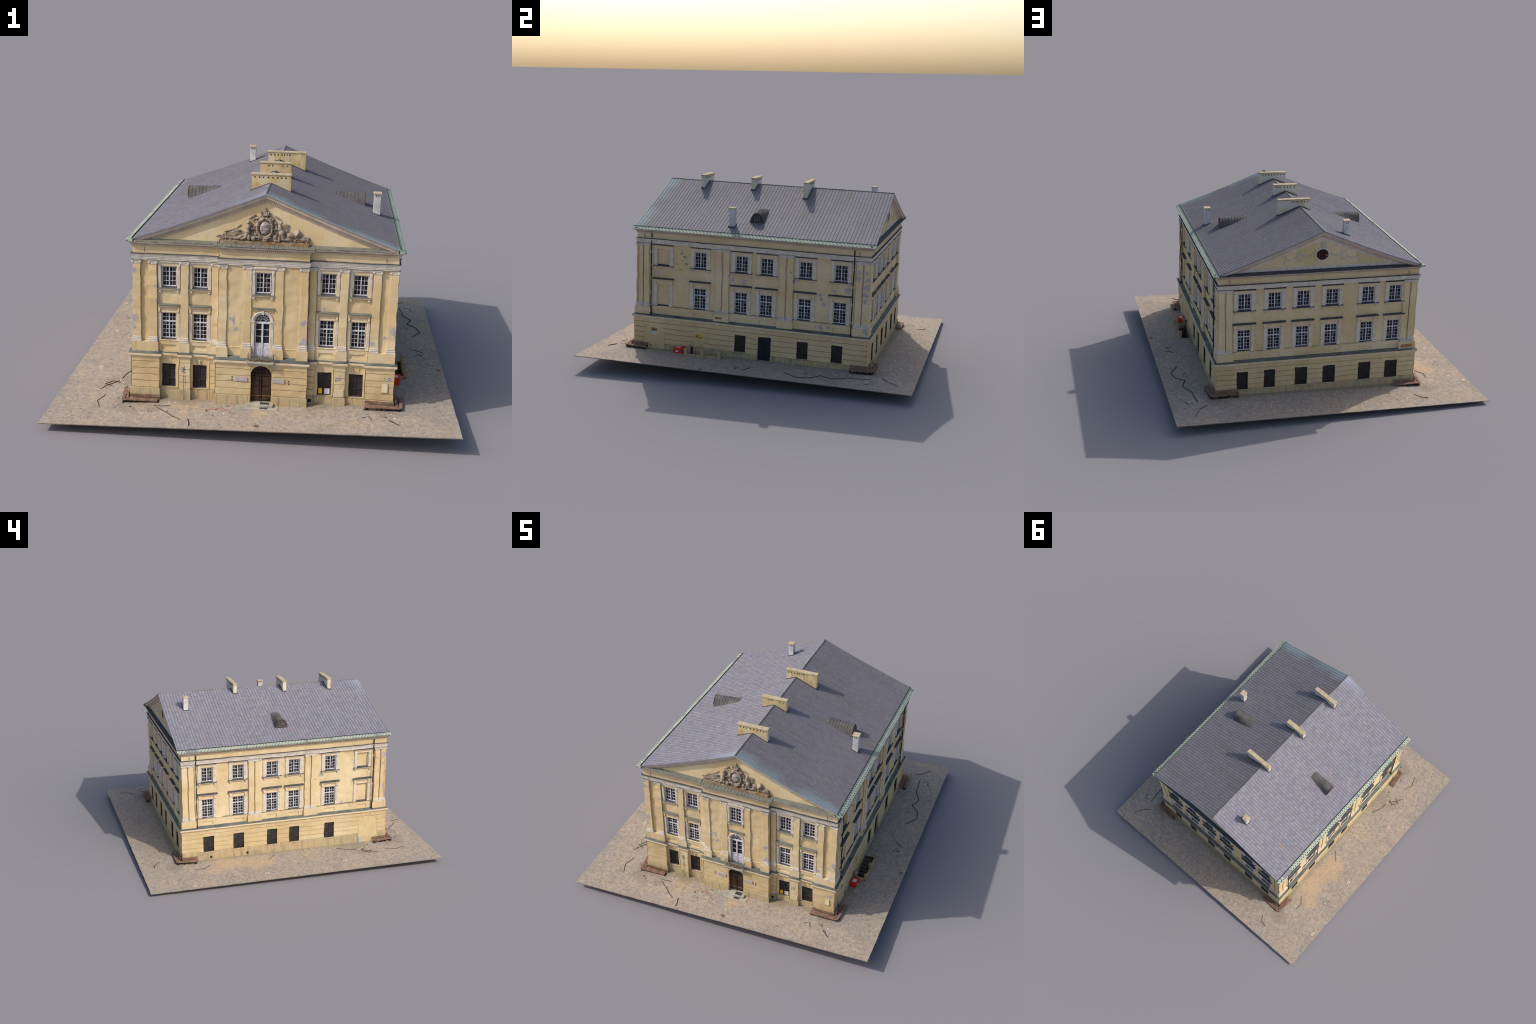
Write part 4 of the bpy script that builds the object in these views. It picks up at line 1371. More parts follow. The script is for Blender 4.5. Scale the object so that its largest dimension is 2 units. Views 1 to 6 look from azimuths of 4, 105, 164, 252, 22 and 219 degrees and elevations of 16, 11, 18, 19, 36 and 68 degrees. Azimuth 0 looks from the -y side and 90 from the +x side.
def surround(kind, front):
    """stone frame, sill and hood round a sash; origin = bottom centre of the opening, wall plane n = 0"""
    s = Builder()
    fr = FRONT
    i_, o_ = (.0370, .0500) if front else (.0405, .0610)
    if kind == "U":
        top = .1190
        for q in (-1, 1):
            a0, a1 = sorted((q * i_, q * o_))
            s.box(fr, a0, a1, .001, top, -.004, .0046, 0, c=.0008)
            s.box(fr, a0 + .003, a1 - .003, top - .026, top - .014, .0046, .0066, 0, c=.0006)
            b0, b1 = sorted((q * (o_ - .014), q * (o_ - .003)))
            s.box(fr, b0, b1, -.0195, -.0055, -.004, .0070, 0, c=.002)
        s.box(fr, -i_, i_, .1035, top, -.004, .0034, 1, c=.0006)
        if front:
            s.box(fr, -o_ - .001, o_ + .001, top, top + .0105, -.004, .0080, 0, c=.002)
        else:
            s.box(fr, -o_ - .002, o_ + .002, top, top + .0065, -.004, .0085, 1, c=.002)
            s.box(fr, -o_ - .003, o_ + .003, top + .0065, top + .0095, -.004, .0110, 2, c=.0006)
        s.box(fr, -o_ - .004 + (.003 if front else 0), o_ + .004 - (.003 if front else 0), -.0055, -.0010, -.004, .0100, 1, c=.001)
        s.box(fr, -o_ - .005 + (.004 if front else 0), o_ + .005 - (.004 if front else 0), -.0010, .0018, -.004, .0112, 2, c=.0006)
    else:
        for q in (-1, 1):
            a0, a1 = sorted((q * i_, q * o_))
            s.box(fr, a0, a1, .001, .133, -.004, .0046, 0, c=.0008)
            s.box(fr, a0 + .0015, a1 - .0015, .133, .154, -.004, .0080, 1, c=.001)
            s.box(fr, a0 + .003, a1 - .003, .136, .146, .008, .0100, 1, c=.0008)
        s.box(fr, -i_, i_, .1330, .154, -.004, .0036, 1, c=.0008)
        s.box(fr, -i_, i_, .1320, .1375, .0036, .0056, 1, c=.0006)
        e = 0 if front else .004
        s.box(fr, -o_ - e * .5, o_ + e * .5, .154, .159, -.004, .0085, 1, c=.0015)
        s.box(fr, -o_ - e, o_ + e, .159, .166, -.004, .0125, 1, c=.0015)
        # sloping metal hood
        w_, z0_, z1_ = o_ + e * 1.6, .166, .1745
        A = [fr(-w_, z0_, .0155), fr(w_, z0_, .0155), fr(w_, z0_ + .0035, .0160), fr(-w_, z0_ + .0035, .0160)]
        B = [fr(-w_, z0_, -.004), fr(w_, z0_, -.004), fr(w_, z1_, -.004), fr(-w_, z1_, -.004)]
        s.face(A, 2); s.face([A[3], A[2], B[2], B[3]], 2); s.face([A[1], A[0], B[0], B[1]], 2)
        s.face([A[0], A[3], B[3], B[0]], 2); s.face([A[2], A[1], B[1], B[2]], 2)
    return s.mesh("window_surround", [stone, trim, lichen if front else slate], wob=.6, merge=False)


SUR = {(kk, f_): surround(kk, f_) for kk in "UF" for f_ in (False, True)}


def frame_at(fr, u, v, n):
    return HOUSE @ Matrix.Translation(fr(u, v, n)) @ Matrix.Rotation(TURN[fr], 4, 'Z')


def bay(fr, u, n_wall, n_glass, w, front=False, blind=False):
    for kind, v0, v1 in (("U", U0, U1), ("F", F0, F1)):
        put("window_surround", SUR[kind, front], house, frame_at(fr, u, v0, n_wall))
        if not blind:
            window(fr, u, v0 + .0075, v1, n_glass, w, kind)
        sm_ = SILL_F if front else SILL_S
        put("window_sill", sm_, house, frame_at(fr, u, v0 + .0005, n_glass + .001))


for fr in (RIGHT, LEFT):
    bay(fr, -.541, SX, .5755, .074, blind=True)
    for u in SIDE_U:
        bay(fr, u, SX, .5745, .0745)
for u in BACK_U:
    bay(BACK, u, SY, .6915, .0745)
for u in FRONT_U:
    bay(FRONT, u, .6975, .6868, .0655, front=True)
put("window_surround", SUR["U", True], house, frame_at(FRONT, -.002, U0 - .002, RW))
window(FRONT, -.002, U0 + .005, .690, .7165, .067, "U")
put("window_sill", SILL_F, house, frame_at(FRONT, -.002, U0, .7175))
# ground-floor lights
for u in (-.046, .333, .538):
    window(RIGHT, u, .1185, G1, .5935, .0655, "G")
for u in (-.304, -.053, .102, .334, .539):
    window(LEFT, u, .1075, G1, .5935, .0715, "G")
for u, h in BACK_G:
    window(BACK, u, .1095, G1 + .001, .7105, 2 * h - .001, "G")
for u in FRONT_U:
    window(FRONT, u, .1155, .2265, .6905, .0635, "G")
# low stone sills and vents
b = Builder()
for fr, n, us, hw, v in ((RIGHT, GX, (-.046, .333, .538), .036, .1165), (LEFT, GX, (-.304, -.053, .102, .334, .539), .039, .1055), (BACK, GY, [u for u, _ in BACK_G], .041, .1075), (FRONT, REC, FRONT_U, .040, .112)):
    for u in us:
        b.box(fr, u - hw, u + hw, v - .003, v + .0015, n - .008, n + .0052, 0, c=.001)
b.obj("low_sill", [simple("sill_stone", lin(150, 130, 100), lin(184, 162, 128), 40)], house, wob=.8)
b = Builder()
for u in (.525, .275):
    b.box(LEFT, u - .0075, u + .0075, .066, .081, GX, GX + .0052, 0, c=.0006)
b.box(RIGHT, -.640, -.628, .08, .097, GX, GX + .002, 0); b.box(RIGHT, -.612, -.604, .094, .101, GX, GX + .002, 0)
b.box(FRONT, .214, .232, .083, .098, .711, .7165, 0)
b.obj("cellar_vent", [iron], house)

# ---- doors ------------------------------------------------------------------------
b = Builder()
arc = [(DW * math.cos(a), DSP + (DTOP - DSP) * math.sin(a)) for a in (math.pi * i / 20 for i in range(21))]
b.face([FRONT(u, v, .7315) for u, v in [(-DW, .05), (DW, .05)] + arc], 0)
for s in (-1, 1):
    for v0, v1 in ((.086, .108), (.112, .152), (.156, .204)):
        b.box(FRONT, *sorted((s * .005, s * .0445)), v0, v1, .7315, .7345, 0, c=.0012)
        b.box(FRONT, *sorted((s * .011, s * .0385)), v0 + .005, v1 - .005, .7345, .7355, 0, c=.0008)
b.box(FRONT, -.0025, .0025, .08, .210, .7315, .7370, 0)
b.box(FRONT, -DW, DW, .2075, .2135, .7315, .7380, 0)
b.box(FRONT, -.0475, .0475, .1075, .1105, .7315, .7362, 1)
gate = b.obj("gate_leaf", [oak, simple("worn_edge", lin(120, 92, 70), lin(146, 112, 84), 40)], house)
b = Builder()
for i, u in enumerate((-.031, -.014, .014, .031)):
    b.box(FRONT, u - .0011, u + .0011, .2135, DSP + (DTOP - DSP) * math.sqrt(1 - (u / DW) ** 2), .7315, .7350, 0, c=.0004)
b.box(FRONT, -.0025, .0025, .2135, DTOP, .7315, .7365, 0); b.box(FRONT, -.040, .040, .234, .2365, .7315, .7350, 0, c=.0004)
put("fanlight_bar", b.mesh("fanlight_bar", [iron]), gate, IDENT)
b = Builder()
b.box(FRONT, -.080, .082, .040, .0685, .700, .795, 0, c=.002)
b.box(FRONT, -.063, .059, .060, .0800, .700, .776, 0, c=.002)
b.box(FRONT, -.108, -.080, .040, .0660, .740, .780, 0, c=.002)
st_o = b.obj("doorstep", [step_stone], house, wob=1.0)
b = Builder()
b.box(lambda u, v, n: Vector((u, -v, n)), .000, .042, .744, .770, .0790, .0812, 0, c=.0005)
b.box(lambda u, v, n: Vector((u, -v, n)), .000, .036, .777, .793, .0680, .0697, 0, c=.0005)
put("door_mat", b.mesh("door_mat", [door_mat_m]), st_o, IDENT)
# side door on the right flank
b = Builder()
b.box(RIGHT, .066, .143, .070, .2235, .588, .5935, 0)
for c in (.086, .123):
    for v0, v1 in ((.085, .108), (.114, .188)):
        b.box(RIGHT, c - .0155, c + .0155, v0, v1, .5935, .5955, 0, c=.001)
    b.box(RIGHT, c - .0155, c + .0155, .200, .219, .5935, .5950, 0, c=.001)
b.box(RIGHT, .066, .143, .1910, .1965, .5935, .5975, 0); b.box(RIGHT, .1035, .1055, .075, .191, .5935, .5965, 0)
b.obj("side_door", [blue_door], house)

# balcony door
b = Builder()
bp = Builder()
arc = [(.0355 * math.cos(a), .462 + .035 * math.sin(a)) for a in (math.pi * i / 16 for i in range(17))]
bp.face([FRONT(u, v, .7165) for u, v in [(-.0355, .356), (.0355, .356)] + arc], 0)
b.box(FRONT, -.0355, .0355, .287, .358, .7165, .7195, 0)
for s in (-1, 1):
    b.box(FRONT, *sorted((s * .0355, s * .0300)), .287, .462, .7165, .7210, 0)
    for v in (.390, .422):
        b.box(FRONT, *sorted((s * .003, s * .030)), v - .001, v + .001, .7165, .7190, 0, c=.0003)
    b.box(FRONT, *sorted((s * .006, s * .028)), .300, .340, .7195, .7210, 0)
b.box(FRONT, -.0042, .0042, .287, .452, .7165, .7220, 0); b.box(FRONT, -.0355, .0355, .450, .4595, .7165, .7225, 0)
for i in range(1, 8):
    a = math.pi * i / 8
    b.tube([FRONT(.011 * math.cos(a), .4595 + .011 * math.sin(a), .7172), FRONT(.0345 * math.cos(a), .4605 + .034 * math.sin(a), .7172)], .0010, 0, 5)
for r_ in (.011, .024, .0335):
    b.tube([FRONT(r_ * math.cos(math.pi * i / 14), .460 + r_ * math.sin(math.pi * i / 14), .7174) for i in range(15)], .0011 if r_ < .03 else .002, 0, 5)
bd = b.obj("balcony_door", [white_paint], house, wob=1.2)
put("door_pane", bp.mesh("door_pane", [simple("door_glass", lin(30, 30, 32), lin(58, 58, 60), 40, rough=.6)]), bd, IDENT)
b = Builder()
for s in (-1, 1):
    b.box(FRONT, *sorted((s * .0370, s * .0505)), .287, .458, .720, .7300, 0)
    b.box(FRONT, *sorted((s * .0355, s * .0525)), .458, .465, .720, .7325, 0)
rows = []
for i in range(21):
    a = math.pi * i / 20
    rows.append([FRONT(r_ * math.cos(a), .465 + r_ * .93 * math.sin(a), n_) for r_, n_ in ((.0360, .722), (.0365, .7290), (.0400, .7315), (.0470, .7325), (.0500, .7300), (.0502, .722))])
b.grid(rows, 0)
b.box(FRONT, -.005, .005, .496, .514, .720, .7350, 0)
b.box(FRONT, -.051, .051, .5165, .5215, .720, .7335, 1)
b.box(FRONT, -.0525, .0525, .5215, .5275, .720, .7375, 2)
b.obj("balcony_door_surround", [stone, trim, lichen], house, wob=.8)
b = Builder()
b.box(FRONT, -.0635, .0570, .2665, .2765, .735, .7690, 0, c=.003)
b.box(FRONT, -.0650, .0585, .2765, .2860, .735, .7730, 0, c=.002)
bal = b.obj("balcony_slab", [step_stone], house, wob=1.2)
b = Builder()
for i in range(17):
    u = -.060 + .114 * i / 16
    b.tube([FRONT(u, .286 + .030 * j / 5, .768 + .006 * math.sin(math.pi * j / 5)) for j in range(6)], .0008, 0, 5)
for u in (-.0605, .0545):
    for j in range(4):
        b.tube([FRONT(u, .286, .742 + j * .008), FRONT(u, .316, .742 + j * .008)], .0008, 0, 5)
    b.tube([FRONT(u, .317, .738), FRONT(u, .317, .769)], .0015, 0, 5)
b.tube([FRONT(-.061, .317, .769), FRONT(.055, .317, .769)], .0016, 0, 6)
b.tube([FRONT(-.061, .300, .773), FRONT(.055, .300, .773)], .0009, 0, 6)
for i in range(60):
    b.blob(FRONT, R.uniform(-.055, .05), .287 + R.uniform(0, .006), R.uniform(.742, .766), R.uniform(.003, .006), .0025, .003, R.uniform(-1, 1), 1, 6, 4)
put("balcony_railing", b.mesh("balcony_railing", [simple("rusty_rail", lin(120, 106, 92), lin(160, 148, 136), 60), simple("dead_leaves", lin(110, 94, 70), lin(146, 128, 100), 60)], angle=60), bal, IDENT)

# ---- fittings on the walls -----------------------------------------------------------
b = Builder()
b.tube([RIGHT(-.613, v, .5985 + .0015 * math.sin(v * 40)) for v in [.786 - .49 * i / 24 for i in range(25)]], .0034, 0, 8)
b.tube([RIGHT(-.613, .30, .5985), RIGHT(-.613, .286, .6035)], .0060, 0, 8)
b.obj("downpipe", [iron], house)
for fr, u in ((RIGHT, .613), (LEFT, .613), (LEFT, -.613)):
    b = Builder()
    b.tube([fr(u + .001 * math.sin(v * 30), v, .5985) for v in [.786 - .49 * i / 24 for i in range(25)]], .0034, 0, 8)
    b.tube([fr(u, .30, .5985), fr(u, .286, .6035)], .0048, 0, 8)
    b.obj("downpipe", [iron], house)
hk = Builder()
hk.tube([FRONT(0, 0, 0), FRONT(0, .004, .006), FRONT(.002, -.003, .011), FRONT(.002, -.009, .010)], .0011, 0, 5)
hk.blob(FRONT, .002, -.010, .010, .0026, .0034, .0026, 0, 0, 8, 6)
hook = hk.mesh("wall_lamp", [iron])
for fr, u, n in ((FRONT, -.540, .7065), (FRONT, .535, .7065), (RIGHT, -.660, .592), (RIGHT, .640, .592), (LEFT, .655, .592), (BACK, .530, .7065), (BACK, -.530, .7065)):
    put("wall_lamp", hook, house, frame_at(fr, u, .774, n))
b = Builder()
b.box(FRONT, -.115, -.060, .1795, .2020, RIS, RIS + .0025, 0, c=.0006)
b.obj("stone_plaque", [marble], house)
b = Builder()
b.box(FRONT, .052, .108, .1790, .2005, RIS, RIS + .0025, 0, c=.0006)
b.obj("stone_plaque", [marble], house)
for us in ((-.132, .198), (-.132, .185), (.126, .190), (.126, .178)):
    pass
bl_ = Builder(); bl_.blob(FRONT, 0, 0, 0, .0033, .0033, .0022, 0, 0, 10, 6)
bell = bl_.mesh("bronze_boss", [iron])
for u, v in ((-.131, .199), (-.131, .186), (.126, .191), (.126, .179)):
    put("bronze_boss", bell, house, frame_at(FRONT, u, v, RIS + .0005))
b = Builder(); b.box(FRONT, .5525, .5675, .2150, .2260, CP[2], CP[2] + .0016, 0, c=.0003)
num = b.obj("house_number_plate", [paper], house)
tc = bpy.data.curves.new("house_number", 'FONT'); tc.body = "81"; tc.size = .0105; tc.extrude = .0003; tc.align_x = 'CENTER'
to = bpy.data.objects.new("house_number", tc); bpy.context.scene.collection.objects.link(to)
bpy.context.view_layer.update()
tm = bpy.data.meshes.new_from_object(to.evaluated_get(bpy.context.evaluated_depsgraph_get())); bpy.data.objects.remove(to)
tm.name = "house_number"; tm.materials.clear(); tm.materials.append(ink)
put("house_number", tm, num, Matrix.Translation((.560, -CP[2] - .0017, .2170)) @ Matrix.Rotation(math.pi / 2, 4, 'X'))
b = Builder(); b.box(FRONT, .5745, .5865, .2130, .2245, CP[2], CP[2] + .0016, 0, c=.0003); b.box(FRONT, .577, .584, .2165, .2200, CP[2] + .0016, CP[2] + .0019, 1, c=.0001)
b.obj("street_sign", [blue_m, paper], house)
b = Builder(); b.box(FRONT, .5460, .5760, .1510, .1975, CP[2], CP[2] + .0030, 0, c=.0006); b.box(FRONT, .5485, .5735, .1535, .1950, CP[2] + .0030, CP[2] + .0036, 1, c=.0002)
b.obj("notice_board", [simple("board_frame", lin(168, 156, 132), lin(190, 178, 150), 50), simple("board_sheet", lin(222, 206, 168), lin(232, 218, 184), 50)], house)
b = Builder(); b.box(FRONT, .262, .279, .1205, .1470, .6955, .6965, 0, c=.0001)
b.obj("poster", [yellow_m], house)
b = Builder(); b.box(FRONT, .289, .313, .1200, .1470, .6955, .6965, 0, c=.0001)
b.obj("poster", [paper], house)
b = Builder(); b.blob(FRONT, -.287, .246, REC + .004, .004, .0075, .005, 0, 0, 8, 6); b.blob(FRONT, -.287, .2365, REC + .006, .0028, .003, .004, 0, 0, 8, 6)
b.obj("door_lamp", [stone], house)
b = Builder()
poly = [(-.305 - .023, .172), (-.305 + .023, .172)] + [(-.305 + .023 * math.cos(a), .184 + .017 * math.sin(a)) for a in (math.pi * i / 14 for i in range(15))]
b.face([RIGHT(u, v, GX + .0030) for u, v in poly], 0)
for (ua, va), (ub, vb) in zip(poly, poly[1:] + poly[:1]):
    b.face([RIGHT(ua, va, GX), RIGHT(ub, vb, GX), RIGHT(ub, vb, GX + .003), RIGHT(ua, va, GX + .003)], 0)
b.box(RIGHT, -.317, -.309, .180, .190, GX + .003, GX + .0034, 1, c=.0001); b.box(RIGHT, -.306, -.285, .176, .181, GX + .003, GX + .0034, 2, c=.0001)
b.obj("lunette_sign", [simple("sign_yellow", lin(196, 156, 60), lin(214, 176, 80), 50), ink, brown_m], house)
b = Builder()
b.box(RIGHT, -.606, -.571, .188, .208, GX + .0008, GX + .0022, 0, c=.0002)
b.obj("notice_sheet", [brown_m], house)
b = Builder(); b.box(RIGHT, -.602, -.575, .173, .187, GX + .0008, GX + .0022, 0, c=.0002); b.box(RIGHT, -.598, -.580, .178, .182, GX + .0022, GX + .0024, 1, c=.0001)
b.obj("notice_sheet", [paper, blue_m], house)
b = Builder(); b.box(RIGHT, -.205, -.165, .304, .315, SN + .0065, SN + .0085, 0, c=.0003)
b.obj("name_board", [brown_m], house)
b = Builder(); b.box(BACK, -.588, -.512, .296, .317, .714, .7165, 0, c=.0008)
b.obj("bare_brick_patch", [brick_m], house, wob=.8)
b = Builder(); b.box(RIGHT, -.360, -.335, .03, .115, GX, GX + .0048, 0)
b.obj("cellar_door", [simple("faded_blue", lin(44, 52, 74), lin(60, 70, 92), 40)], house)
# scribble on the narrow left pier
b = Builder()
for i in range(7):
    u0_, v0_ = -.355 + R.uniform(-.012, .012), .208 + R.uniform(-.012, .012)
    pts = [(u0_ + R.uniform(-.012, .012), v0_ + R.uniform(-.012, .012)) for _ in range(4)]
    b.tube([FRONT(u, v, NP[2] + .0012) for u, v in pts], .0010, 0, 4)
b.tube([FRONT(-.360, v, NP[2] + .0052 if v < .112 else NP[2] + .0012) for v in (.20, .16, .115, .108, .05)], .0007, 1, 4)
b.tube([FRONT(-.352, v, NP[2] + .0052 if v < .112 else NP[2] + .0012) for v in (.18, .14, .115, .108, .05)], .0007, 1, 4)
b.obj("graffiti", [simple("spray_blue", lin(122, 128, 150), lin(150, 154, 168), 60), iron], house, stuff=True)
b = Builder()
for i in range(9):
    u0_, v0_ = .355 + R.uniform(-.010, .010), .205 + R.uniform(-.012, .012)
    pts = [(u0_ + R.uniform(-.010, .010), v0_ + R.uniform(-.010, .010)) for _ in range(4)]
    b.tube([FRONT(u, v, NP[2] + .0012) for u, v in pts], .0009, 0, 4)
b.obj("graffiti", [simple("spray_grey", lin(132, 136, 140), lin(158, 160, 160), 60)], house, stuff=True)
# repair patch of fresh render on the right narrow pier
b = Builder(); b.box(FRONT, .3335, .3775, .116, .150, NP[2] - .002, NP[2] + .0022, 0, c=.001)
b.obj("render_patch", [simple("fresh_render", lin(206, 188, 152), lin(224, 206, 172), 30)], house, wob=1.4)
b = Builder(); b.box(LEFT, -.548, -.522, .045, .085, GX, GX + .003, 0)
b.obj("render_patch", [simple("cement_render", lin(166, 164, 162), lin(186, 182, 178), 30)], house, wob=1.4)

# ---- chimneys and dormers --------------------------------------------------------------
def chimney(x0_, x1_, ya, yb, vents):
    p = Builder()
    top = 1.0880
    n_ = 14
    rows = []
    ring_ = [(x0_ + (x1_ - x0_) * i / n_, ya) for i in range(n_ + 1)] + [(x1_ - (x1_ - x0_) * i / n_, yb) for i in range(n_ + 1)]
    for v in (0, .33, .66, 1):
        rows.append([Vector((x, y, (roof_z(x) - .01) + (top - roof_z(x) + .01) * v)) for x, y in ring_])
    p.grid(rows, 0, close=True)
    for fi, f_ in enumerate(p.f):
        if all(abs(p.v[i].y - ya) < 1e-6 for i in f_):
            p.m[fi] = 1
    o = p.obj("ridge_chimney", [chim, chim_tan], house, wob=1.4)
    c = Builder()
    cap_fr = lambda u, v, n: Vector((u, v, n))
    c.box(cap_fr, x0_ - .0015, x1_ + .0015, ya - .0015, yb + .0015, top - .0035, top - .0005, 0, c=.001)
    c.box(cap_fr, x0_ - .0035, x1_ + .0035, ya - .0035, yb + .0035, top - .0005, top + .0065, 0, c=.0015)
    put("chimney_cap", c.mesh("chimney_cap", [chim_cap], 1.2), o, IDENT)
    c = Builder()
    for t in vents:
        u = x0_ + (x1_ - x0_) * t
        for yy_, d in ((ya, -1), (yb, 1)):
            y_a, y_b = sorted((yy_ + d * .0012, yy_ - d * .003))
            c.box(cap_fr, u - .0030, u + .0030, y_a, y_b, top - .0150, top - .0085, 0, c=.0002)
    put("flue_vent", c.mesh("flue_vent", [charred]), o, IDENT)
    c = Builder()
    for yy_, d in ((ya, -1), (yb, 1)):
        pts = [Vector((x0_ + (x1_ - x0_) * i / 20, yy_ + d * .001, roof_z(x0_ + (x1_ - x0_) * i / 20) + .002)) for i in range(21)]
        c.tube(pts, .0032, 0, 5)
    for xx_, d in ((x0_, -1), (x1_, 1)):
        c.tube([Vector((xx_ + d * .001, ya - .002, roof_z(xx_) + .002)), Vector((xx_ + d * .001, yb + .002, roof_z(xx_) + .002))], .0036, 0, 5)
    put("chimney_flashing", c.mesh("chimney_flashing", [slate]), o, IDENT)


chimney(-.0860, .0935, -.4880, -.4645, (.08, .20, .30, .42, .54, .66, .76, .87))
chimney(-.0740, .0770, -.1610, -.1370, (.10, .28, .40, .53, .73, .86))
chimney(-.0620, .1350, .1915, .2150, (.07, .17, .26, .36, .43, .50, .57))


def stack(x, y, half, top):
    p = Builder()
    base = roof_z(abs(x) + half) - .01
    q = [(-half, -half), (half, -half), (half, half), (-half, half)]
    rows = [[Vector((x + a * k_, y + c * k_, base + (top - base) * t)) for a, c in q] for t, k_ in ((0, 1.08), (.12, 1.0), (.4, .97), (.7, .97), (1, 1.0))]
    p.grid(rows, 0, close=True)
    o = p.obj("chimney_stack", [simple("white_stack", lin(186, 182, 178), lin(224, 222, 222), 24, fine=.2)], house, wob=1.3)
    c = Builder()
    c.box(I3, x - half - .004, x + half + .004, y - half - .004, y + half + .004, top, top + .0065, 0, c=.0015)
    put("chimney_cap", c.mesh("chimney_cap", [chim_cap], 1.2), o, IDENT)
    c = Builder()
    for u, v in ((-.006, -1), (.006, -1), (-.006, 1), (.006, 1)):
        y_a, y_b = sorted((y + v * (half - .003), y + v * (half + .0008)))
        c.box(I3, x + u - .002, x + u + .002, y_a, y_b, top - .013, top - .007, 0, c=.0002)
    put("flue_vent", c.mesh("flue_vent", [charred]), o, IDENT)
    c = Builder()
    lo = [Vector((x + a * 1.12, y + c_ * 1.12, roof_z(x + a) + .0015)) for a, c_ in q]
    c.tube(lo + [lo[0]], .0034, 0, 5)
    put("chimney_flashing", c.mesh("chimney_flashing", [slate]), o, IDENT)


stack(.5045, -.1425, .0170, .9560)
stack(-.1760, .5800, .0165, 1.0570)


def dormer(s):
    p = Builder()
    xf, yc, hw, top = .449, -.0085, .036, .9300
    zb = roof_z(xf)
    rows = []
    N = 16
    for i in range(10):
        t = i / 9
        x = xf - (xf - .285) * t
        rf = roof_z(x)
        row_ = []
        crest = top + (roof_z(.285) + .001 - top) * t + .0012 * (i % 2)
        for j in range(N + 1):
            a = math.pi * j / N
            w = hw * (1 - .16 * t) * (1.12 if math.sin(a) < .25 else 1.0)
            v = rf - .004 + max(.003, crest - rf + .004) * math.sin(a) ** .75
            row_.append(Vector((s * x, yc + w * math.cos(a) * (1.15 if j in (0, N) else 1), v)))
        rows.append(row_)
    p.grid(rows, 0, s > 0)
    p.face(rows[0], 1, s < 0); p.face(rows[-1], 0, s > 0)
    o = p.obj("roof_dormer", [lead, simple("dormer_wood", lin(74, 62, 56), lin(102, 84, 74), 30)], house, wob=1.0)
    f = Builder()
    fr = RIGHT if s > 0 else LEFT
    rr_ = .0255
    zb2 = zb + .012
    poly = [(yc - rr_, zb2), (yc + rr_, zb2)] + [(yc + rr_ * math.cos(a), zb2 + .006 + .030 * math.sin(a)) for a in (math.pi * i / 14 for i in range(15))]
    f.face([fr(u, v, xf + .0016) for u, v in poly], 0, FLIP[fr])
    g = Builder()
    for t in (-.6, -.2, .2, .6):
        g.box(fr, yc + t * rr_ - .0008, yc + t * rr_ + .0008, zb2, zb2 + .006 + .030 * math.sqrt(1 - t * t), xf + .0016, xf + .0034, 0, c=.0002)
    for v in (.0, .010, .021):
        h = rr_ * math.sqrt(max(0, 1 - max(0, (v - .006) / .030) ** 2))
        g.box(fr, yc - h, yc + h, zb2 + v - .0008, zb2 + v + .0008, xf + .0016, xf + .0034, 0, c=.0002)
    rim_ = [fr(u, v, xf + .002) for u, v in poly[2:]]
    pn = put("dormer_window", f.mesh("dormer_window", [dark_pane]), o, IDENT)
    put("dormer_muntin", g.mesh("dormer_muntin", [simple("grey_bar", lin(120, 124, 128), lin(150, 152, 156), 50)]), o, IDENT)
    rb = Builder()
    for i in range(1, 9, 1):
        rb.tube([q_ + Vector((0, 0, .0006)) for q_ in rows[i]], .0013, 0, 5)
    put("dormer_rib", rb.mesh("dormer_rib", [lead]), o, IDENT)
    w = Builder()
    w.tube(rows[0][1:-1], .0030, 0, 6)
    w.tube([rows[0][0], rows[0][-1]], .0035, 0, 6)
    put("dormer_rim", w.mesh("dormer_rim", [simple("rim_wood", lin(88, 66, 56), lin(116, 88, 74), 40)]), o, IDENT)


dormer(-1); dormer(1)

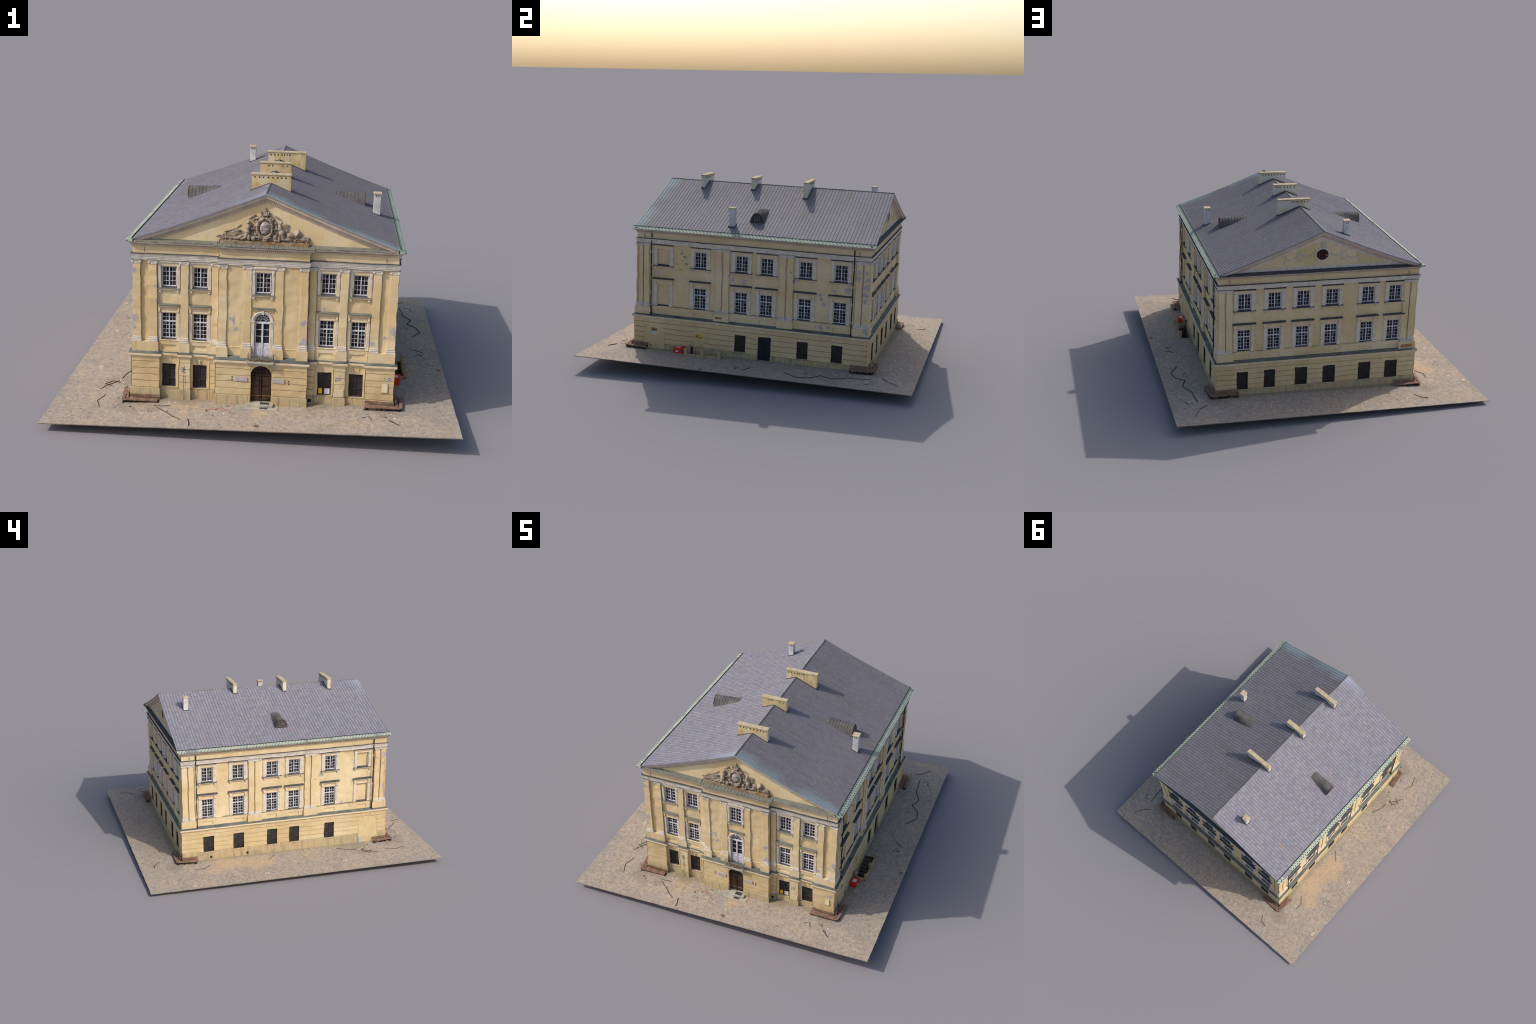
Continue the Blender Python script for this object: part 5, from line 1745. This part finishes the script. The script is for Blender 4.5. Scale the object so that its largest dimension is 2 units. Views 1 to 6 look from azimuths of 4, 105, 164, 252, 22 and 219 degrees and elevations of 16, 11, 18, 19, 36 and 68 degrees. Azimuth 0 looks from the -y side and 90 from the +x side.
# ---- benches round the four corners -------------------------------------------------------
for sx, sy, hgt in ((1, -1, .017), (-1, -1, .017), (-1, 1, .018), (1, 1, .020)):
    A, Bp, Cp = Vector((sx * .474, sy * .757)), Vector((sx * .634, sy * .757)), Vector((sx * .648, sy * .622))
    A2, B2, B3, C2 = Vector((sx * .474, sy * .733)), Vector((sx * .606, sy * .733)), Vector((sx * .616, sy * .722)), Vector((sx * .616, sy * .622))
    zA = min(ground_local(A.x, A.y), ground_local(Cp.x, Cp.y), ground_local(Bp.x, Bp.y)) + .004
    R2 = random.Random(f"{sx}{sy}")
    b = Builder()
    for a_, c_, wd in ((A, Bp, .0075), (Bp, Cp, .0075)):
        b.slab(a_, c_, zA + hgt - .005, zA + hgt, wd, 0)
    off = Vector((0, -sy * .0165)); off2 = Vector((-sx * .0165, 0))
    b.slab(A + off, Bp + off * .9 + off2 * .9, zA + hgt - .006, zA + hgt - .001, .0055, 0)
    b.slab(Bp + off * .9 + off2 * .9, Cp + off2, zA + hgt - .006, zA + hgt - .001, .0055, 0)
    seat_v = b.v
    b.v = [p + noise.noise_vector(p * 40) * .0022 for p in b.v]
    bench = b.obj("corner_bench", [bench_wood], house, normals=True)
    q = Builder()
    for a_, c_ in ((A2, B2), (B3, C2)):
        mid = (a_ + c_) / 2
        q.slab(a_, mid * .98 + a_ * .02, zA + hgt + .004, zA + hgt + .016, .0022, 0)
        q.slab(mid * .98 + c_ * .02, c_, zA + hgt + .003, zA + hgt + .015, .0022, 0)
    q.v = [p + noise.noise_vector(p * 40) * .0022 for p in q.v]
    put("bench_backrest", q.mesh("bench_backrest", [bench_wood], normals=True), bench, IDENT)
    q = Builder()
    for a_, c_ in ((A, Bp), (Bp, Cp), (A + off, Bp + off)):
        for t in (.06, .35, .65, .94):
            p_ = a_ + (c_ - a_) * t
            q.tube([Vector((p_.x, p_.y, ground_local(p_.x, p_.y) - .003)), Vector((p_.x, p_.y, zA + hgt - .004))], .0030, 0, 6)
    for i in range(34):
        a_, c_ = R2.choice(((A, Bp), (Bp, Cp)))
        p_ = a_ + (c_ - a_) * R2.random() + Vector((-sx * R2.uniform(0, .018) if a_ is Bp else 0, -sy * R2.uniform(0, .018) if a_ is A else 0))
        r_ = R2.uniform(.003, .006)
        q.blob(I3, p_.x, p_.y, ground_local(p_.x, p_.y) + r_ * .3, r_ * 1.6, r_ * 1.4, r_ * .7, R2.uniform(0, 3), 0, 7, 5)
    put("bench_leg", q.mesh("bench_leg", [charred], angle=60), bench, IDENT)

bpy.context.view_layer.update()
